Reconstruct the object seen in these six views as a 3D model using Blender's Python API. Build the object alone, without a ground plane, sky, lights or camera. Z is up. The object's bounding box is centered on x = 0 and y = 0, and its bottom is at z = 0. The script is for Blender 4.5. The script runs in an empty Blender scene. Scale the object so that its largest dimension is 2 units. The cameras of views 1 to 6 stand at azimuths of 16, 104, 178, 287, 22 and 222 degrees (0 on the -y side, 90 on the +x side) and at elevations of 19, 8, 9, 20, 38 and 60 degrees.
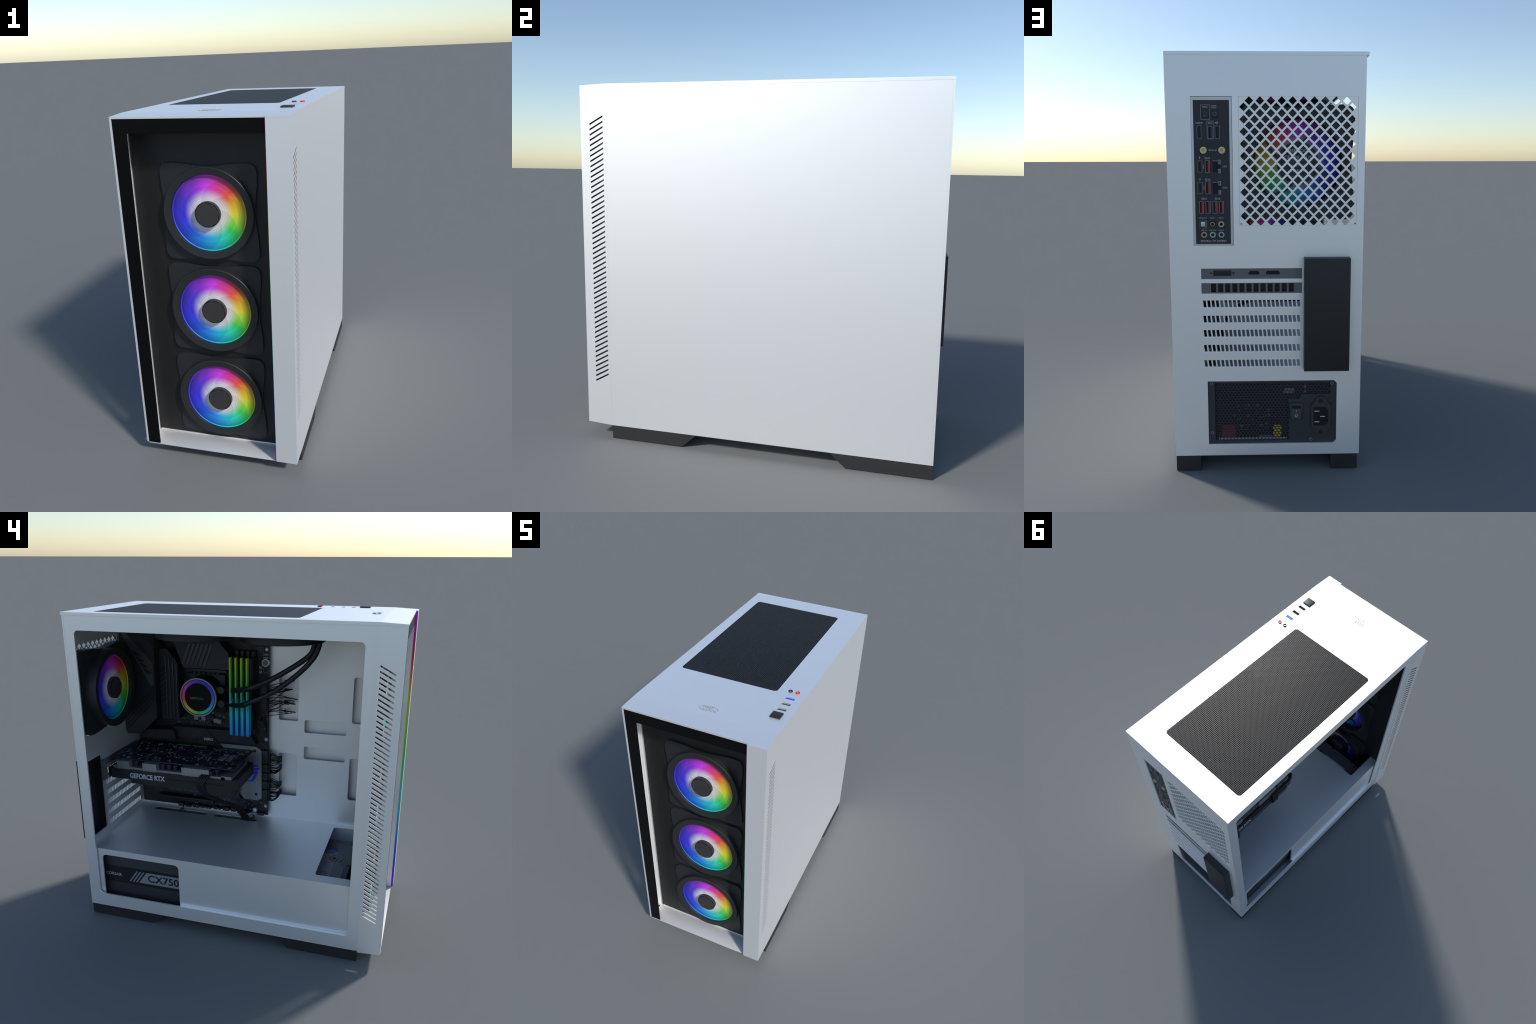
# White mid-tower desktop computer: steel case with an open window side, RGB fans,
# liquid cooler, motherboard, graphics card, memory, power supply and hard drive.
import bpy, bmesh, math, random
from math import sin, cos, pi, radians, atan2, hypot
from mathutils import Vector, Matrix

random.seed(7)
COL = bpy.context.scene.collection

# ------------------------------------------------------------------ materials
def new_mat(name):
    m = bpy.data.materials.new(name)
    m.use_nodes = True
    return m, m.node_tree, m.node_tree.nodes["Principled BSDF"]

def mat(name, col, rough=0.5, metal=0.0, spec=0.5, grain=0.0, scale=60.0, bump=0.0):
    """Plain surface with an optional fine grain (value noise and bump)."""
    m, nt, p = new_mat(name)
    p.inputs["Roughness"].default_value = rough
    p.inputs["Metallic"].default_value = metal
    p.inputs["Specular IOR Level"].default_value = spec
    c = (*col, 1) if len(col) == 3 else col
    p.inputs["Base Color"].default_value = c
    if grain or bump:
        tc = nt.nodes.new("ShaderNodeTexCoord")
        no = nt.nodes.new("ShaderNodeTexNoise")
        no.inputs["Scale"].default_value = scale
        no.inputs["Detail"].default_value = 3
        nt.links.new(tc.outputs["Object"], no.inputs["Vector"])
        if grain:
            mix = nt.nodes.new("ShaderNodeMix"); mix.data_type = "RGBA"
            mix.inputs["A"].default_value = tuple(max(0, v * (1 - grain)) for v in c[:3]) + (1,)
            mix.inputs["B"].default_value = tuple(min(1, v * (1 + grain)) for v in c[:3]) + (1,)
            nt.links.new(no.outputs["Fac"], mix.inputs["Factor"])
            nt.links.new(mix.outputs["Result"], p.inputs["Base Color"])
        if bump:
            b = nt.nodes.new("ShaderNodeBump")
            b.inputs["Strength"].default_value = bump
            b.inputs["Distance"].default_value = 0.002
            nt.links.new(no.outputs["Fac"], b.inputs["Height"])
            nt.links.new(b.outputs["Normal"], p.inputs["Normal"])
    return m

def ramp_node(nt, stops):
    r = nt.nodes.new("ShaderNodeValToRGB")
    els = r.color_ramp.elements
    while len(els) > 1:
        els.remove(els[-1])
    els[0].position = stops[0][0]; els[0].color = (*stops[0][1], 1)
    for pos, c in stops[1:]:
        e = els.new(pos); e.color = (*c, 1)
    return r

def math_node(nt, op, a, b=None):
    n = nt.nodes.new("ShaderNodeMath"); n.operation = op
    for i, v in enumerate((a, b)):
        if v is None: continue
        if hasattr(v, "is_linked"): nt.links.new(v, n.inputs[i])
        else: n.inputs[i].default_value = v
    return n.outputs[0]

def axis_ramp(name, axis, lo, hi, stops, rough=0.45):
    """Colour running along one object axis: light strips."""
    m, nt, p = new_mat(name)
    p.inputs["Roughness"].default_value = rough
    tc = nt.nodes.new("ShaderNodeTexCoord"); sx = nt.nodes.new("ShaderNodeSeparateXYZ")
    nt.links.new(tc.outputs["Object"], sx.inputs[0])
    mr = nt.nodes.new("ShaderNodeMapRange")
    mr.inputs["From Min"].default_value = lo; mr.inputs["From Max"].default_value = hi
    nt.links.new(sx.outputs[axis], mr.inputs["Value"])
    r = ramp_node(nt, stops)
    nt.links.new(mr.outputs["Result"], r.inputs["Fac"])
    nt.links.new(r.outputs["Color"], p.inputs["Base Color"])
    return m

# hue going round a fan or ring; fraction of a turn counter-clockwise from local +x
WHEEL = [(0.0, (0.80, 0.72, 0.04)), (0.055, (0.86, 0.50, 0.03)), (0.12, (0.90, 0.10, 0.05)),
         (0.19, (0.86, 0.05, 0.33)), (0.25, (0.72, 0.06, 0.80)), (0.33, (0.32, 0.04, 0.72)),
         (0.42, (0.08, 0.04, 0.62)), (0.53, (0.05, 0.04, 0.78)), (0.62, (0.02, 0.10, 0.72)),
         (0.70, (0.02, 0.26, 0.80)), (0.77, (0.02, 0.55, 0.75)), (0.84, (0.03, 0.72, 0.46)),
         (0.90, (0.04, 0.68, 0.10)), (0.96, (0.40, 0.75, 0.05)), (1.0, (0.80, 0.72, 0.04))]

def wheel_mat(name, u, v, cu=0.0, cv=0.0, r_white=None, r_full=None, r_dim=None, offset=0.0,
              flip=1, dim=1.0, rough=0.45):
    """Rainbow by angle round (cu,cv) in the local axes u,v; white towards the middle."""
    m, nt, p = new_mat(name)
    p.inputs["Roughness"].default_value = rough
    tc = nt.nodes.new("ShaderNodeTexCoord"); sx = nt.nodes.new("ShaderNodeSeparateXYZ")
    nt.links.new(tc.outputs["Object"], sx.inputs[0])
    du = math_node(nt, "MULTIPLY", math_node(nt, "SUBTRACT", sx.outputs[u], cu), flip)
    dv = math_node(nt, "SUBTRACT", sx.outputs[v], cv)
    ang = math_node(nt, "ARCTAN2", dv, du)
    fr = math_node(nt, "FRACT", math_node(nt, "ADD", math_node(nt, "DIVIDE", ang, 2 * pi), 1.0 + offset))
    r = ramp_node(nt, WHEEL)
    nt.links.new(fr, r.inputs["Fac"])
    col = r.outputs["Color"]
    if r_white is not None:
        rad = math_node(nt, "SQRT", math_node(nt, "ADD", math_node(nt, "MULTIPLY", du, du), math_node(nt, "MULTIPLY", dv, dv)))
        mr = nt.nodes.new("ShaderNodeMapRange"); mr.interpolation_type = "SMOOTHSTEP"
        mr.inputs["From Min"].default_value = r_white; mr.inputs["From Max"].default_value = r_full
        nt.links.new(rad, mr.inputs["Value"])
        mix = nt.nodes.new("ShaderNodeMix"); mix.data_type = "RGBA"
        mix.inputs["A"].default_value = (0.80, 0.76, 0.78, 1)
        nt.links.new(mr.outputs["Result"], mix.inputs["Factor"])
        nt.links.new(col, mix.inputs["B"])
        col = mix.outputs["Result"]
        # thin concentric turning marks, as on a spinning disc
        wv = nt.nodes.new("ShaderNodeTexNoise"); wv.noise_dimensions = "1D"
        wv.inputs["Scale"].default_value = 160; wv.inputs["Detail"].default_value = 2
        nt.links.new(rad, wv.inputs["W"])
        mk = nt.nodes.new("ShaderNodeMapRange")
        mk.inputs["From Min"].default_value = 0.3; mk.inputs["From Max"].default_value = 0.75
        mk.inputs["To Min"].default_value = 0.90; mk.inputs["To Max"].default_value = 1.06
        nt.links.new(wv.outputs["Fac"], mk.inputs["Value"])
        dk = nt.nodes.new("ShaderNodeMapRange")
        dk.inputs["From Min"].default_value = r_dim; dk.inputs["From Max"].default_value = 0.201
        dk.inputs["To Min"].default_value = 1.0; dk.inputs["To Max"].default_value = 0.45
        nt.links.new(rad, dk.inputs["Value"])
        fac = math_node(nt, "MULTIPLY", mk.outputs["Result"], dk.outputs["Result"])
        # blade shading painted in: each swept sector fades from light to dark
        sec = math_node(nt, "FRACT", math_node(nt, "ADD", math_node(nt, "MULTIPLY", fr, 7.0), math_node(nt, "MULTIPLY", rad, 9.0)))
        bl = nt.nodes.new("ShaderNodeMapRange")
        bl.inputs["To Min"].default_value = 1.08; bl.inputs["To Max"].default_value = 0.90
        nt.links.new(sec, bl.inputs["Value"])
        fac = math_node(nt, "MULTIPLY", fac, bl.outputs["Result"])
        vm = nt.nodes.new("ShaderNodeVectorMath"); vm.operation = "SCALE"
        nt.links.new(col, vm.inputs[0]); nt.links.new(fac, vm.inputs["Scale"])
        col = vm.outputs["Vector"]
    elif dim != 1.0:
        vm = nt.nodes.new("ShaderNodeVectorMath"); vm.operation = "SCALE"
        vm.inputs["Scale"].default_value = dim
        nt.links.new(col, vm.inputs[0]); col = vm.outputs["Vector"]
    nt.links.new(col, p.inputs["Base Color"])
    return m

def speckle_mat(name, base, light, scale, thresh, rough=0.5, second=None):
    """Printed circuit board: dark lacquer with a scatter of tiny pale parts and traces."""
    m, nt, p = new_mat(name)
    p.inputs["Roughness"].default_value = rough
    tc = nt.nodes.new("ShaderNodeTexCoord")
    vo = nt.nodes.new("ShaderNodeTexVoronoi"); vo.distance = "CHEBYCHEV"
    vo.inputs["Scale"].default_value = scale
    nt.links.new(tc.outputs["Object"], vo.inputs["Vector"])
    no = nt.nodes.new("ShaderNodeTexNoise"); no.inputs["Scale"].default_value = scale * 0.16
    nt.links.new(tc.outputs["Object"], no.inputs["Vector"])
    lt = math_node(nt, "LESS_THAN", vo.outputs["Distance"], thresh)
    cl = math_node(nt, "GREATER_THAN", no.outputs["Fac"], 0.52)
    wn = nt.nodes.new("ShaderNodeTexWhiteNoise")
    nt.links.new(vo.outputs["Color"], wn.inputs["Vector"])
    k = math_node(nt, "MULTIPLY", math_node(nt, "MULTIPLY", lt, cl), wn.outputs["Value"])
    mix = nt.nodes.new("ShaderNodeMix"); mix.data_type = "RGBA"
    mix.inputs["A"].default_value = (*base, 1); mix.inputs["B"].default_value = (*light, 1)
    nt.links.new(k, mix.inputs["Factor"])
    nt.links.new(mix.outputs["Result"], p.inputs["Base Color"])
    return m

def fin_mat(name, axis, scale, dark, light):
    """Close-set aluminium fins: a wave of light and dark lines along one axis."""
    m, nt, p = new_mat(name)
    p.inputs["Roughness"].default_value = 0.4; p.inputs["Metallic"].default_value = 0.6
    tc = nt.nodes.new("ShaderNodeTexCoord")
    wv = nt.nodes.new("ShaderNodeTexWave"); wv.bands_direction = axis
    wv.inputs["Scale"].default_value = scale; wv.inputs["Distortion"].default_value = 0.6
    nt.links.new(tc.outputs["Object"], wv.inputs["Vector"])
    r = ramp_node(nt, [(0.2, dark), (0.7, light)])
    nt.links.new(wv.outputs["Fac"], r.inputs["Fac"])
    nt.links.new(r.outputs["Color"], p.inputs["Base Color"])
    return m

WHITE = mat("white_painted_steel", (1.0, 1.0, 1.0), 0.45, 0.70)
FLOORWHITE = mat("front_floor_dull_white", (0.62, 0.62, 0.62), 0.5, 0.25)
BLACK = mat("black_plastic", (0.018, 0.019, 0.020), 0.5, 0.0, grain=0.08, scale=90)
MESHBLACK = mat("black_dust_mesh", (0.010, 0.0105, 0.011), 0.5)
PANELBLACK = mat("black_fan_panel_plastic", (0.010, 0.0105, 0.011), 0.5)
GLOSSBLACK = mat("black_glass_border", (0.0030, 0.0030, 0.0035), 0.28, 0.0, spec=0.16)
FOOTBLACK = mat("black_foot_rubber", (0.022, 0.022, 0.023), 0.6)
DARK = mat("dark_metal", (0.022, 0.023, 0.026), 0.45, 0.2, grain=0.12, scale=120)
HEAT = mat("black_heatsink", (0.026, 0.027, 0.031), 0.42, 0.3, grain=0.2, scale=180, bump=0.15)
RIDGE = mat("heatsink_ridge", (0.060, 0.063, 0.070), 0.4, 0.3, grain=0.2, scale=150)
MIRROR = mat("smoked_trim", (0.10, 0.10, 0.105), 0.28, 0.5)
DEEP = mat("deep_black_recess", (0.004, 0.004, 0.005), 0.7)
GREY = mat("grey_bracket_metal", (0.17, 0.175, 0.18), 0.5, 0.3, grain=0.05)
SILVER = mat("silver_metal", (0.62, 0.64, 0.66), 0.35, 0.7)
STEEL = mat("brushed_plate_metal", (0.30, 0.31, 0.33), 0.45, 0.6, grain=0.06, scale=40)
WIRE = mat("black_wire_sleeve", (0.010, 0.010, 0.011), 0.55)
TUBE = mat("black_coolant_tube", (0.012, 0.013, 0.014), 0.45, bump=0.1, scale=220)
PRINT = mat("white_print", (0.55, 0.58, 0.62), 0.5)
PRINTDIM = mat("grey_print", (0.16, 0.17, 0.18), 0.5)
INK = mat("black_ink", (0.01, 0.01, 0.012), 0.5)
EMBLEM = mat("engraved_grey", (0.28, 0.28, 0.29), 0.5)
RED = mat("red_plastic", (0.65, 0.015, 0.03), 0.45)
REDDARK = mat("dark_red_plastic", (0.20, 0.012, 0.022), 0.45)
BLUE = mat("blue_plastic", (0.02, 0.11, 0.70), 0.45)
NAVY = mat("navy_plastic", (0.008, 0.03, 0.10), 0.45)
GOLD = mat("gold_plating", (0.75, 0.62, 0.35), 0.4, 0.5, grain=0.1)
BRASS = mat("brass_ring", (0.55, 0.42, 0.20), 0.4, 0.4)
YELLOW = mat("yellow_transformer_tape", (0.48, 0.34, 0.03), 0.5)
PINK = mat("pink_plastic", (0.62, 0.30, 0.34), 0.5)
MINT = mat("mint_plastic", (0.30, 0.60, 0.50), 0.5)
SKY = mat("sky_blue_plastic", (0.20, 0.45, 0.75), 0.5)
PEACH = mat("peach_plastic", (0.60, 0.46, 0.38), 0.5)
GREENLED = mat("green_lamp", (0.02, 0.12, 0.06), 0.4)
BOARD = speckle_mat("motherboard_lacquer", (0.014, 0.015, 0.017), (0.16, 0.17, 0.18), 120, 0.26)
CARD = speckle_mat("graphics_card_board", (0.011, 0.016, 0.024), (0.34, 0.38, 0.42), 85, 0.30)
LABELGREY = mat("silver_label", (0.26, 0.28, 0.32), 0.5, grain=0.05)
DRIVE = mat("drive_cover", (0.19, 0.195, 0.215), 0.4, 0.4, grain=0.05, scale=30)
DRIVELABEL = mat("drive_label_paper", (0.62, 0.64, 0.70), 0.55, grain=0.04)
DRIVEBLUE = mat("drive_label_blue", (0.01, 0.20, 0.70), 0.5)
PSUBLACK = mat("power_supply_paint", (0.040, 0.042, 0.049), 0.5, grain=0.15, scale=200, bump=0.1)
PSUBAND = mat("power_supply_band", (0.010, 0.010, 0.011), 0.5)
IOPAINT = mat("io_panel_paint", (0.026, 0.028, 0.033), 0.5, grain=0.08, scale=200)
FINS = fin_mat("aluminium_fins", "Y", 55, (0.26, 0.26, 0.27), (0.50, 0.51, 0.52))
STRIP = axis_ramp("rainbow_strip", 2, 0.09, 1.985, [
    (0.0, (0.30, 0.01, 0.95)), (0.10, (0.05, 0.02, 1.0)), (0.18, (0.01, 0.14, 1.0)),
    (0.28, (0.01, 0.62, 0.95)), (0.37, (0.01, 0.80, 0.62)), (0.51, (0.03, 0.90, 0.04)),
    (0.63, (0.48, 0.82, 0.01)), (0.72, (0.92, 0.72, 0.01)), (0.77, (0.95, 0.35, 0.02)),
    (0.855, (0.92, 0.03, 0.02)), (0.92, (0.90, 0.01, 0.32)), (1.0, (0.95, 0.03, 0.98))])
RAMLIGHT = axis_ramp("memory_light_bar", 2, 1.16, 1.68, [
    (0.0, (0.02, 0.28, 0.80)), (0.25, (0.02, 0.55, 0.72)), (0.48, (0.03, 0.62, 0.42)),
    (0.60, (0.04, 0.62, 0.05)), (0.80, (0.22, 0.70, 0.03)), (1.0, (0.52, 0.72, 0.03))])
ROGBLUE = axis_ramp("blue_logo_light", 2, 0.77, 0.90, [
    (0.0, (0.02, 0.40, 0.85)), (0.12, (0.02, 0.05, 0.75)), (1.0, (0.02, 0.02, 0.70))])
PUMPTEXT = axis_ramp("rainbow_lettering", 1, 0.31, 0.43, [
    (0.0, (0.02, 0.03, 0.5)), (0.35, (0.02, 0.20, 0.5)), (0.6, (0.05, 0.40, 0.05)), (1.0, (0.6, 0.05, 0.02))])

# ------------------------------------------------------------------ mesh kit
class Kit:
    """Collects simple solids into one mesh with material slots."""
    def __init__(self):
        self.v, self.f, self.m, self.mats = [], [], [], []

    def slot(self, material):
        if material not in self.mats:
            self.mats.append(material)
        return self.mats.index(material)

    def add(self, verts, faces, material):
        b, s = len(self.v), self.slot(material)
        self.v += [tuple(p) for p in verts]
        for fc in faces:
            self.f.append(tuple(b + i for i in fc)); self.m.append(s)

    def bm(self, bm, material):
        bm.verts.index_update()
        self.add([v.co[:] for v in bm.verts], [[v.index for v in f.verts] for f in bm.faces], material)
        bm.free()

    def box(self, x0, x1, y0, y1, z0, z1, material, bevel=0.0, seg=2):
        x0, x1 = sorted((x0, x1)); y0, y1 = sorted((y0, y1)); z0, z1 = sorted((z0, z1))
        v = [(x, y, z) for x in (x0, x1) for y in (y0, y1) for z in (z0, z1)]
        fs = [(0, 1, 3, 2), (4, 6, 7, 5), (0, 4, 5, 1), (2, 3, 7, 6), (0, 2, 6, 4), (1, 5, 7, 3)]
        if not bevel:
            return self.add(v, fs, material)
        bm = bmesh.new(); vs = [bm.verts.new(p) for p in v]
        for q in fs: bm.faces.new([vs[i] for i in q])
        bmesh.ops.bevel(bm, geom=bm.edges[:], offset=bevel, segments=seg, profile=0.5, affect="EDGES")
        self.bm(bm, material)

    def prism(self, axis, pts, lo, hi, material):
        """Solid of one outline (list of 2-D points) between two planes."""
        n = len(pts)
        area = sum(pts[i][0] * pts[(i + 1) % n][1] - pts[(i + 1) % n][0] * pts[i][1] for i in range(n))
        if area < 0: pts = pts[::-1]
        v = [lift(axis, p, lo) for p in pts] + [lift(axis, p, hi) for p in pts]
        fs = [tuple(range(n - 1, -1, -1)), tuple(range(n, 2 * n))]
        fs += [(i, (i + 1) % n, n + (i + 1) % n, n + i) for i in range(n)]
        if axis == "y": fs = [q[::-1] for q in fs]
        self.add(v, fs, material)

    def cyl(self, axis, c, r, lo, hi, material, seg=32, r2=None, inner=0.0, turn=0.0):
        r2 = r if r2 is None else r2
        ring = lambda rr, w: [lift(axis, (c[0] + rr * cos(2 * pi * i / seg + turn), c[1] + rr * sin(2 * pi * i / seg + turn)), w) for i in range(seg)]
        if not inner:
            v = ring(r, lo) + ring(r2, hi)
            fs = [tuple(range(seg - 1, -1, -1)), tuple(range(seg, 2 * seg))]
            fs += [(i, (i + 1) % seg, seg + (i + 1) % seg, seg + i) for i in range(seg)]
        else:
            v = ring(r, lo) + ring(r2, hi) + ring(inner, lo) + ring(inner, hi); fs = []
            for i in range(seg):
                j = (i + 1) % seg
                fs += [(i, j, seg + j, seg + i), (2 * seg + j, 2 * seg + i, 3 * seg + i, 3 * seg + j),
                       (seg + i, seg + j, 3 * seg + j, 3 * seg + i), (j, i, 2 * seg + i, 2 * seg + j)]
        if axis == "y": fs = [q[::-1] for q in fs]
        self.add(v, fs, material)

    def lathe(self, profile, material, seg=64, axis="y", c=(0, 0)):
        """Turned ring through (radius, height) points, closed profile."""
        n = len(profile); v = []
        for i in range(seg):
            a = 2 * pi * i / seg
            v += [lift(axis, (c[0] + r * cos(a), c[1] + r * sin(a)), h) for r, h in profile]
        fs = []
        for i in range(seg):
            for j in range(n):
                a, b = i * n + j, i * n + (j + 1) % n
                d, e = ((i + 1) % seg) * n + j, ((i + 1) % seg) * n + (j + 1) % n
                fs.append((a, b, e, d))
        self.add(v, fs, material)

    def tube(self, pts, r, material, seg=10, steps=10):
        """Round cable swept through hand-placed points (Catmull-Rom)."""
        P = [Vector(p) for p in pts]; P = [2 * P[0] - P[1]] + P + [2 * P[-1] - P[-2]]
        line = []
        for i in range(1, len(P) - 2):
            for s in range(steps):
                t = s / steps; a, b, c_, d = P[i - 1], P[i], P[i + 1], P[i + 2]
                line.append(0.5 * (2 * b + (c_ - a) * t + (2 * a - 5 * b + 4 * c_ - d) * t * t + (3 * b - a - 3 * c_ + d) * t ** 3))
        line.append(P[-2])
        up = Vector((0.3, 0.2, 1)).normalized(); v = []
        for i, q in enumerate(line):
            d = (line[min(i + 1, len(line) - 1)] - line[max(i - 1, 0)]).normalized()
            s = d.cross(up).normalized(); u = s.cross(d); up = u
            v += [q + r * (cos(2 * pi * k / seg) * s + sin(2 * pi * k / seg) * u) for k in range(seg)]
        fs = [tuple(range(seg)), tuple(range(len(v) - 1, len(v) - seg - 1, -1))]
        for i in range(len(line) - 1):
            for k in range(seg):
                fs.append((i * seg + k, i * seg + (k + 1) % seg, (i + 1) * seg + (k + 1) % seg, (i + 1) * seg + k))
        self.add(v, fs, material)

    def plate(self, axis, outline, holes, lo, hi, material):
        """Sheet with cut-outs, by filling a flat curve and giving it depth."""
        cu = bpy.data.curves.new("tmp", "CURVE"); cu.dimensions = "2D"; cu.fill_mode = "BOTH"
        cu.extrude = (hi - lo) / 2
        for pts in [outline] + list(holes):
            sp = cu.splines.new("POLY"); sp.points.add(len(pts) - 1); sp.use_cyclic_u = True
            for k, p in enumerate(pts): sp.points[k].co = (p[0], p[1], 0, 1)
        ob = bpy.data.objects.new("tmp", cu); COL.objects.link(ob)
        me = bpy.data.meshes.new_from_object(ob.evaluated_get(bpy.context.evaluated_depsgraph_get()))
        bpy.data.objects.remove(ob); bpy.data.curves.remove(cu)
        bm = bmesh.new(); bm.from_mesh(me); bpy.data.meshes.remove(me)
        bmesh.ops.remove_doubles(bm, verts=bm.verts[:], dist=1e-6)
        mid = (lo + hi) / 2
        for v in bm.verts: v.co = lift(axis, (v.co.x, v.co.y), mid + v.co.z)
        bmesh.ops.recalc_face_normals(bm, faces=bm.faces[:])
        self.bm(bm, material)

    def text(self, body, size, centre, right, up, depth, material, bold=0.0, xs=1.0, shear=0.0, align="CENTER"):
        """Raised lettering in the built-in font, lying in the plane (right, up)."""
        cu = bpy.data.curves.new("tmp", "FONT"); cu.body = body; cu.size = size
        cu.align_x = align; cu.align_y = "CENTER"; cu.extrude = depth / 2; cu.offset = bold
        cu.resolution_u = 3; cu.shear = shear
        ob = bpy.data.objects.new("tmp", cu); COL.objects.link(ob)
        me = bpy.data.meshes.new_from_object(ob.evaluated_get(bpy.context.evaluated_depsgraph_get()))
        bpy.data.objects.remove(ob); bpy.data.curves.remove(cu)
        R, U = Vector(right), Vector(up); N = R.cross(U); C = Vector(centre)
        bm = bmesh.new(); bm.from_mesh(me); bpy.data.meshes.remove(me)
        for v in bm.verts: v.co = C + R * (v.co.x * xs) + U * v.co.y + N * (v.co.z + depth / 2)
        self.bm(bm, material)

    def make(self, name, parent=None, angle=32, stuff=False):
        me = bpy.data.meshes.new(name)
        me.from_pydata(self.v, [], self.f)
        for m in self.mats: me.materials.append(m)
        me.polygons.foreach_set("material_index", self.m)
        me.polygons.foreach_set("use_smooth", [True] * len(me.polygons))
        me.update()
        me.set_sharp_from_angle(angle=radians(angle))
        ob = bpy.data.objects.new(name, me); COL.objects.link(ob)
        if parent is not None: ob.parent = parent
        if stuff: ob["kind"] = "stuff"
        return ob

def lift(axis, p, w):
    if axis == "x": return (w, p[0], p[1])
    if axis == "y": return (p[0], w, p[1])
    return (p[0], p[1], w)

def rrect(a0, b0, a1, b1, r=0.0, n=5):
    """Rectangle outline with rounded corners."""
    a0, a1 = sorted((a0, a1)); b0, b1 = sorted((b0, b1))
    if r <= 0: return [(a0, b0), (a1, b0), (a1, b1), (a0, b1)]
    out = []
    for cx, cy, s in ((a1 - r, b0 + r, -pi / 2), (a1 - r, b1 - r, 0), (a0 + r, b1 - r, pi / 2), (a0 + r, b0 + r, pi)):
        out += [(cx + r * cos(s + pi / 2 * k / n), cy + r * sin(s + pi / 2 * k / n)) for k in range(n + 1)]
    return out

def one(name, parent, fn, angle=32, stuff=False):
    k = Kit(); fn(k); return k.make(name, parent, angle, stuff)

def duplicate(ob, parent=None):
    c = ob.copy(); COL.objects.link(c)
    if parent is not None: c.parent = parent
    return c

# ------------------------------------------------------------------ main sizes (metres)
XR, XL = 0.4573, -0.4575          # outer sides of the case
XW = -0.4455                       # recessed window side
YB, YF, YC = 0.9416, -0.9825, -0.9955   # rear sheet, front edge, front of the column
YK = -0.849                        # bend where the front bezel begins
ZB, ZT, ZF = 0.0774, 1.992, 1.985  # underside, top, top at the front edge
T = 0.012                          # sheet thickness

root = bpy.data.objects.new("desktop_computer", None)
COL.objects.link(root)
root["label"] = "white tower computer case with rainbow fans and open side"
root["category"] = "desktop computer"

# ------------------------------------------------------------------ top panel
MESH = (-0.3835, -0.431, 0.2755, 0.7775)
USB = [-0.4716, -0.538, -0.6025]
def top_panel(k):
    holes = [rrect(MESH[0], MESH[1], MESH[2], MESH[3], 0.022, 6)]
    holes += [rrect(0.348, y - 0.0120, 0.4065, y + 0.0120) for y in USB]
    k.plate("z", [(XL, YK), (XR, YK), (XR, YB), (XL, YB)], holes, ZT - 0.016, ZT, WHITE)
    # front part falls slightly towards the front edge and steps forward over the column
    for x0, x1, yf in ((XL, 0.34, YF), (0.34, XR, YC)):
        zf = ZF if yf == YF else ZF - 0.0004
        k.prism("x", [(YK, ZT), (YK, ZT - 0.016), (yf + (0.012 if yf == YC else 0.0), zf - 0.0105), (yf, zf - 0.0105), (yf, zf)], x0, x1, WHITE)
top = one("top_panel", root, top_panel)

def dust_mesh(k):
    """Perforated sheet: a square tile with an eight-sided hole, repeated."""
    x0, y0, x1, y1 = MESH; pitch = 0.01065
    nx, ny = int((x1 - x0) / pitch), int((y1 - y0) / pitch)
    px, py = (x1 - x0) / nx, (y1 - y0) / ny
    z1, z0, r = ZT - 0.0004, ZT - 0.0050, 0.0038
    for i in range(nx):
        for j in range(ny):
            cx, cy = x0 + (i + 0.5) * px, y0 + (j + 0.5) * py
            if (i in (0, nx - 1)) and (j in (0, ny - 1)): pass
            hx, hy = px / 2, py / 2
            sq = [(hx, 0), (hx, hy), (0, hy), (-hx, hy), (-hx, 0), (-hx, -hy), (0, -hy), (hx, -hy)]
            v = [(cx + a, cy + b, z1) for a, b in sq]
            v += [(cx + r * cos(pi / 4 * q), cy + r * sin(pi / 4 * q), z1) for q in range(8)]
            v += [(cx + r * cos(pi / 4 * q), cy + r * sin(pi / 4 * q), z0) for q in range(8)]
            fs = [(q, (q + 1) % 8, 8 + (q + 1) % 8, 8 + q) for q in range(8)]
            fs += [(8 + q, 8 + (q + 1) % 8, 16 + (q + 1) % 8, 16 + q) for q in range(8)]
            k.add(v, fs, MESHBLACK)
one("dust_mesh", top, dust_mesh)

def emblem(k):
    z = ZT + 0.0002
    k.text("DEEP", 0.030, (-0.012, -0.774, z), (1, 0, 0), (0, 1, 0), 0.0008, EMBLEM, xs=1.05)
    k.text("COOL", 0.030, (0.012, -0.799, z), (1, 0, 0), (0, 1, 0), 0.0008, EMBLEM, xs=1.05)
    for s in (0, pi):
        n = 18; out, inn = [], []
        for i in range(n + 1):
            a = s - 0.45 + 2.1 * i / n
            w = 0.0032 * sin(pi * min(1.0, max(0.0, (i + 0.6) / (n + 1.2)))) ** 0.7
            out.append((0.060 * cos(a), -0.786 + 0.028 * sin(a)))
            inn.append(((0.060 - w) * cos(a), -0.786 + (0.028 - w * 0.8) * sin(a)))
        k.prism("z", out + inn[::-1], z, z + 0.0008, EMBLEM)
one("emblem", top, emblem)

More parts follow.
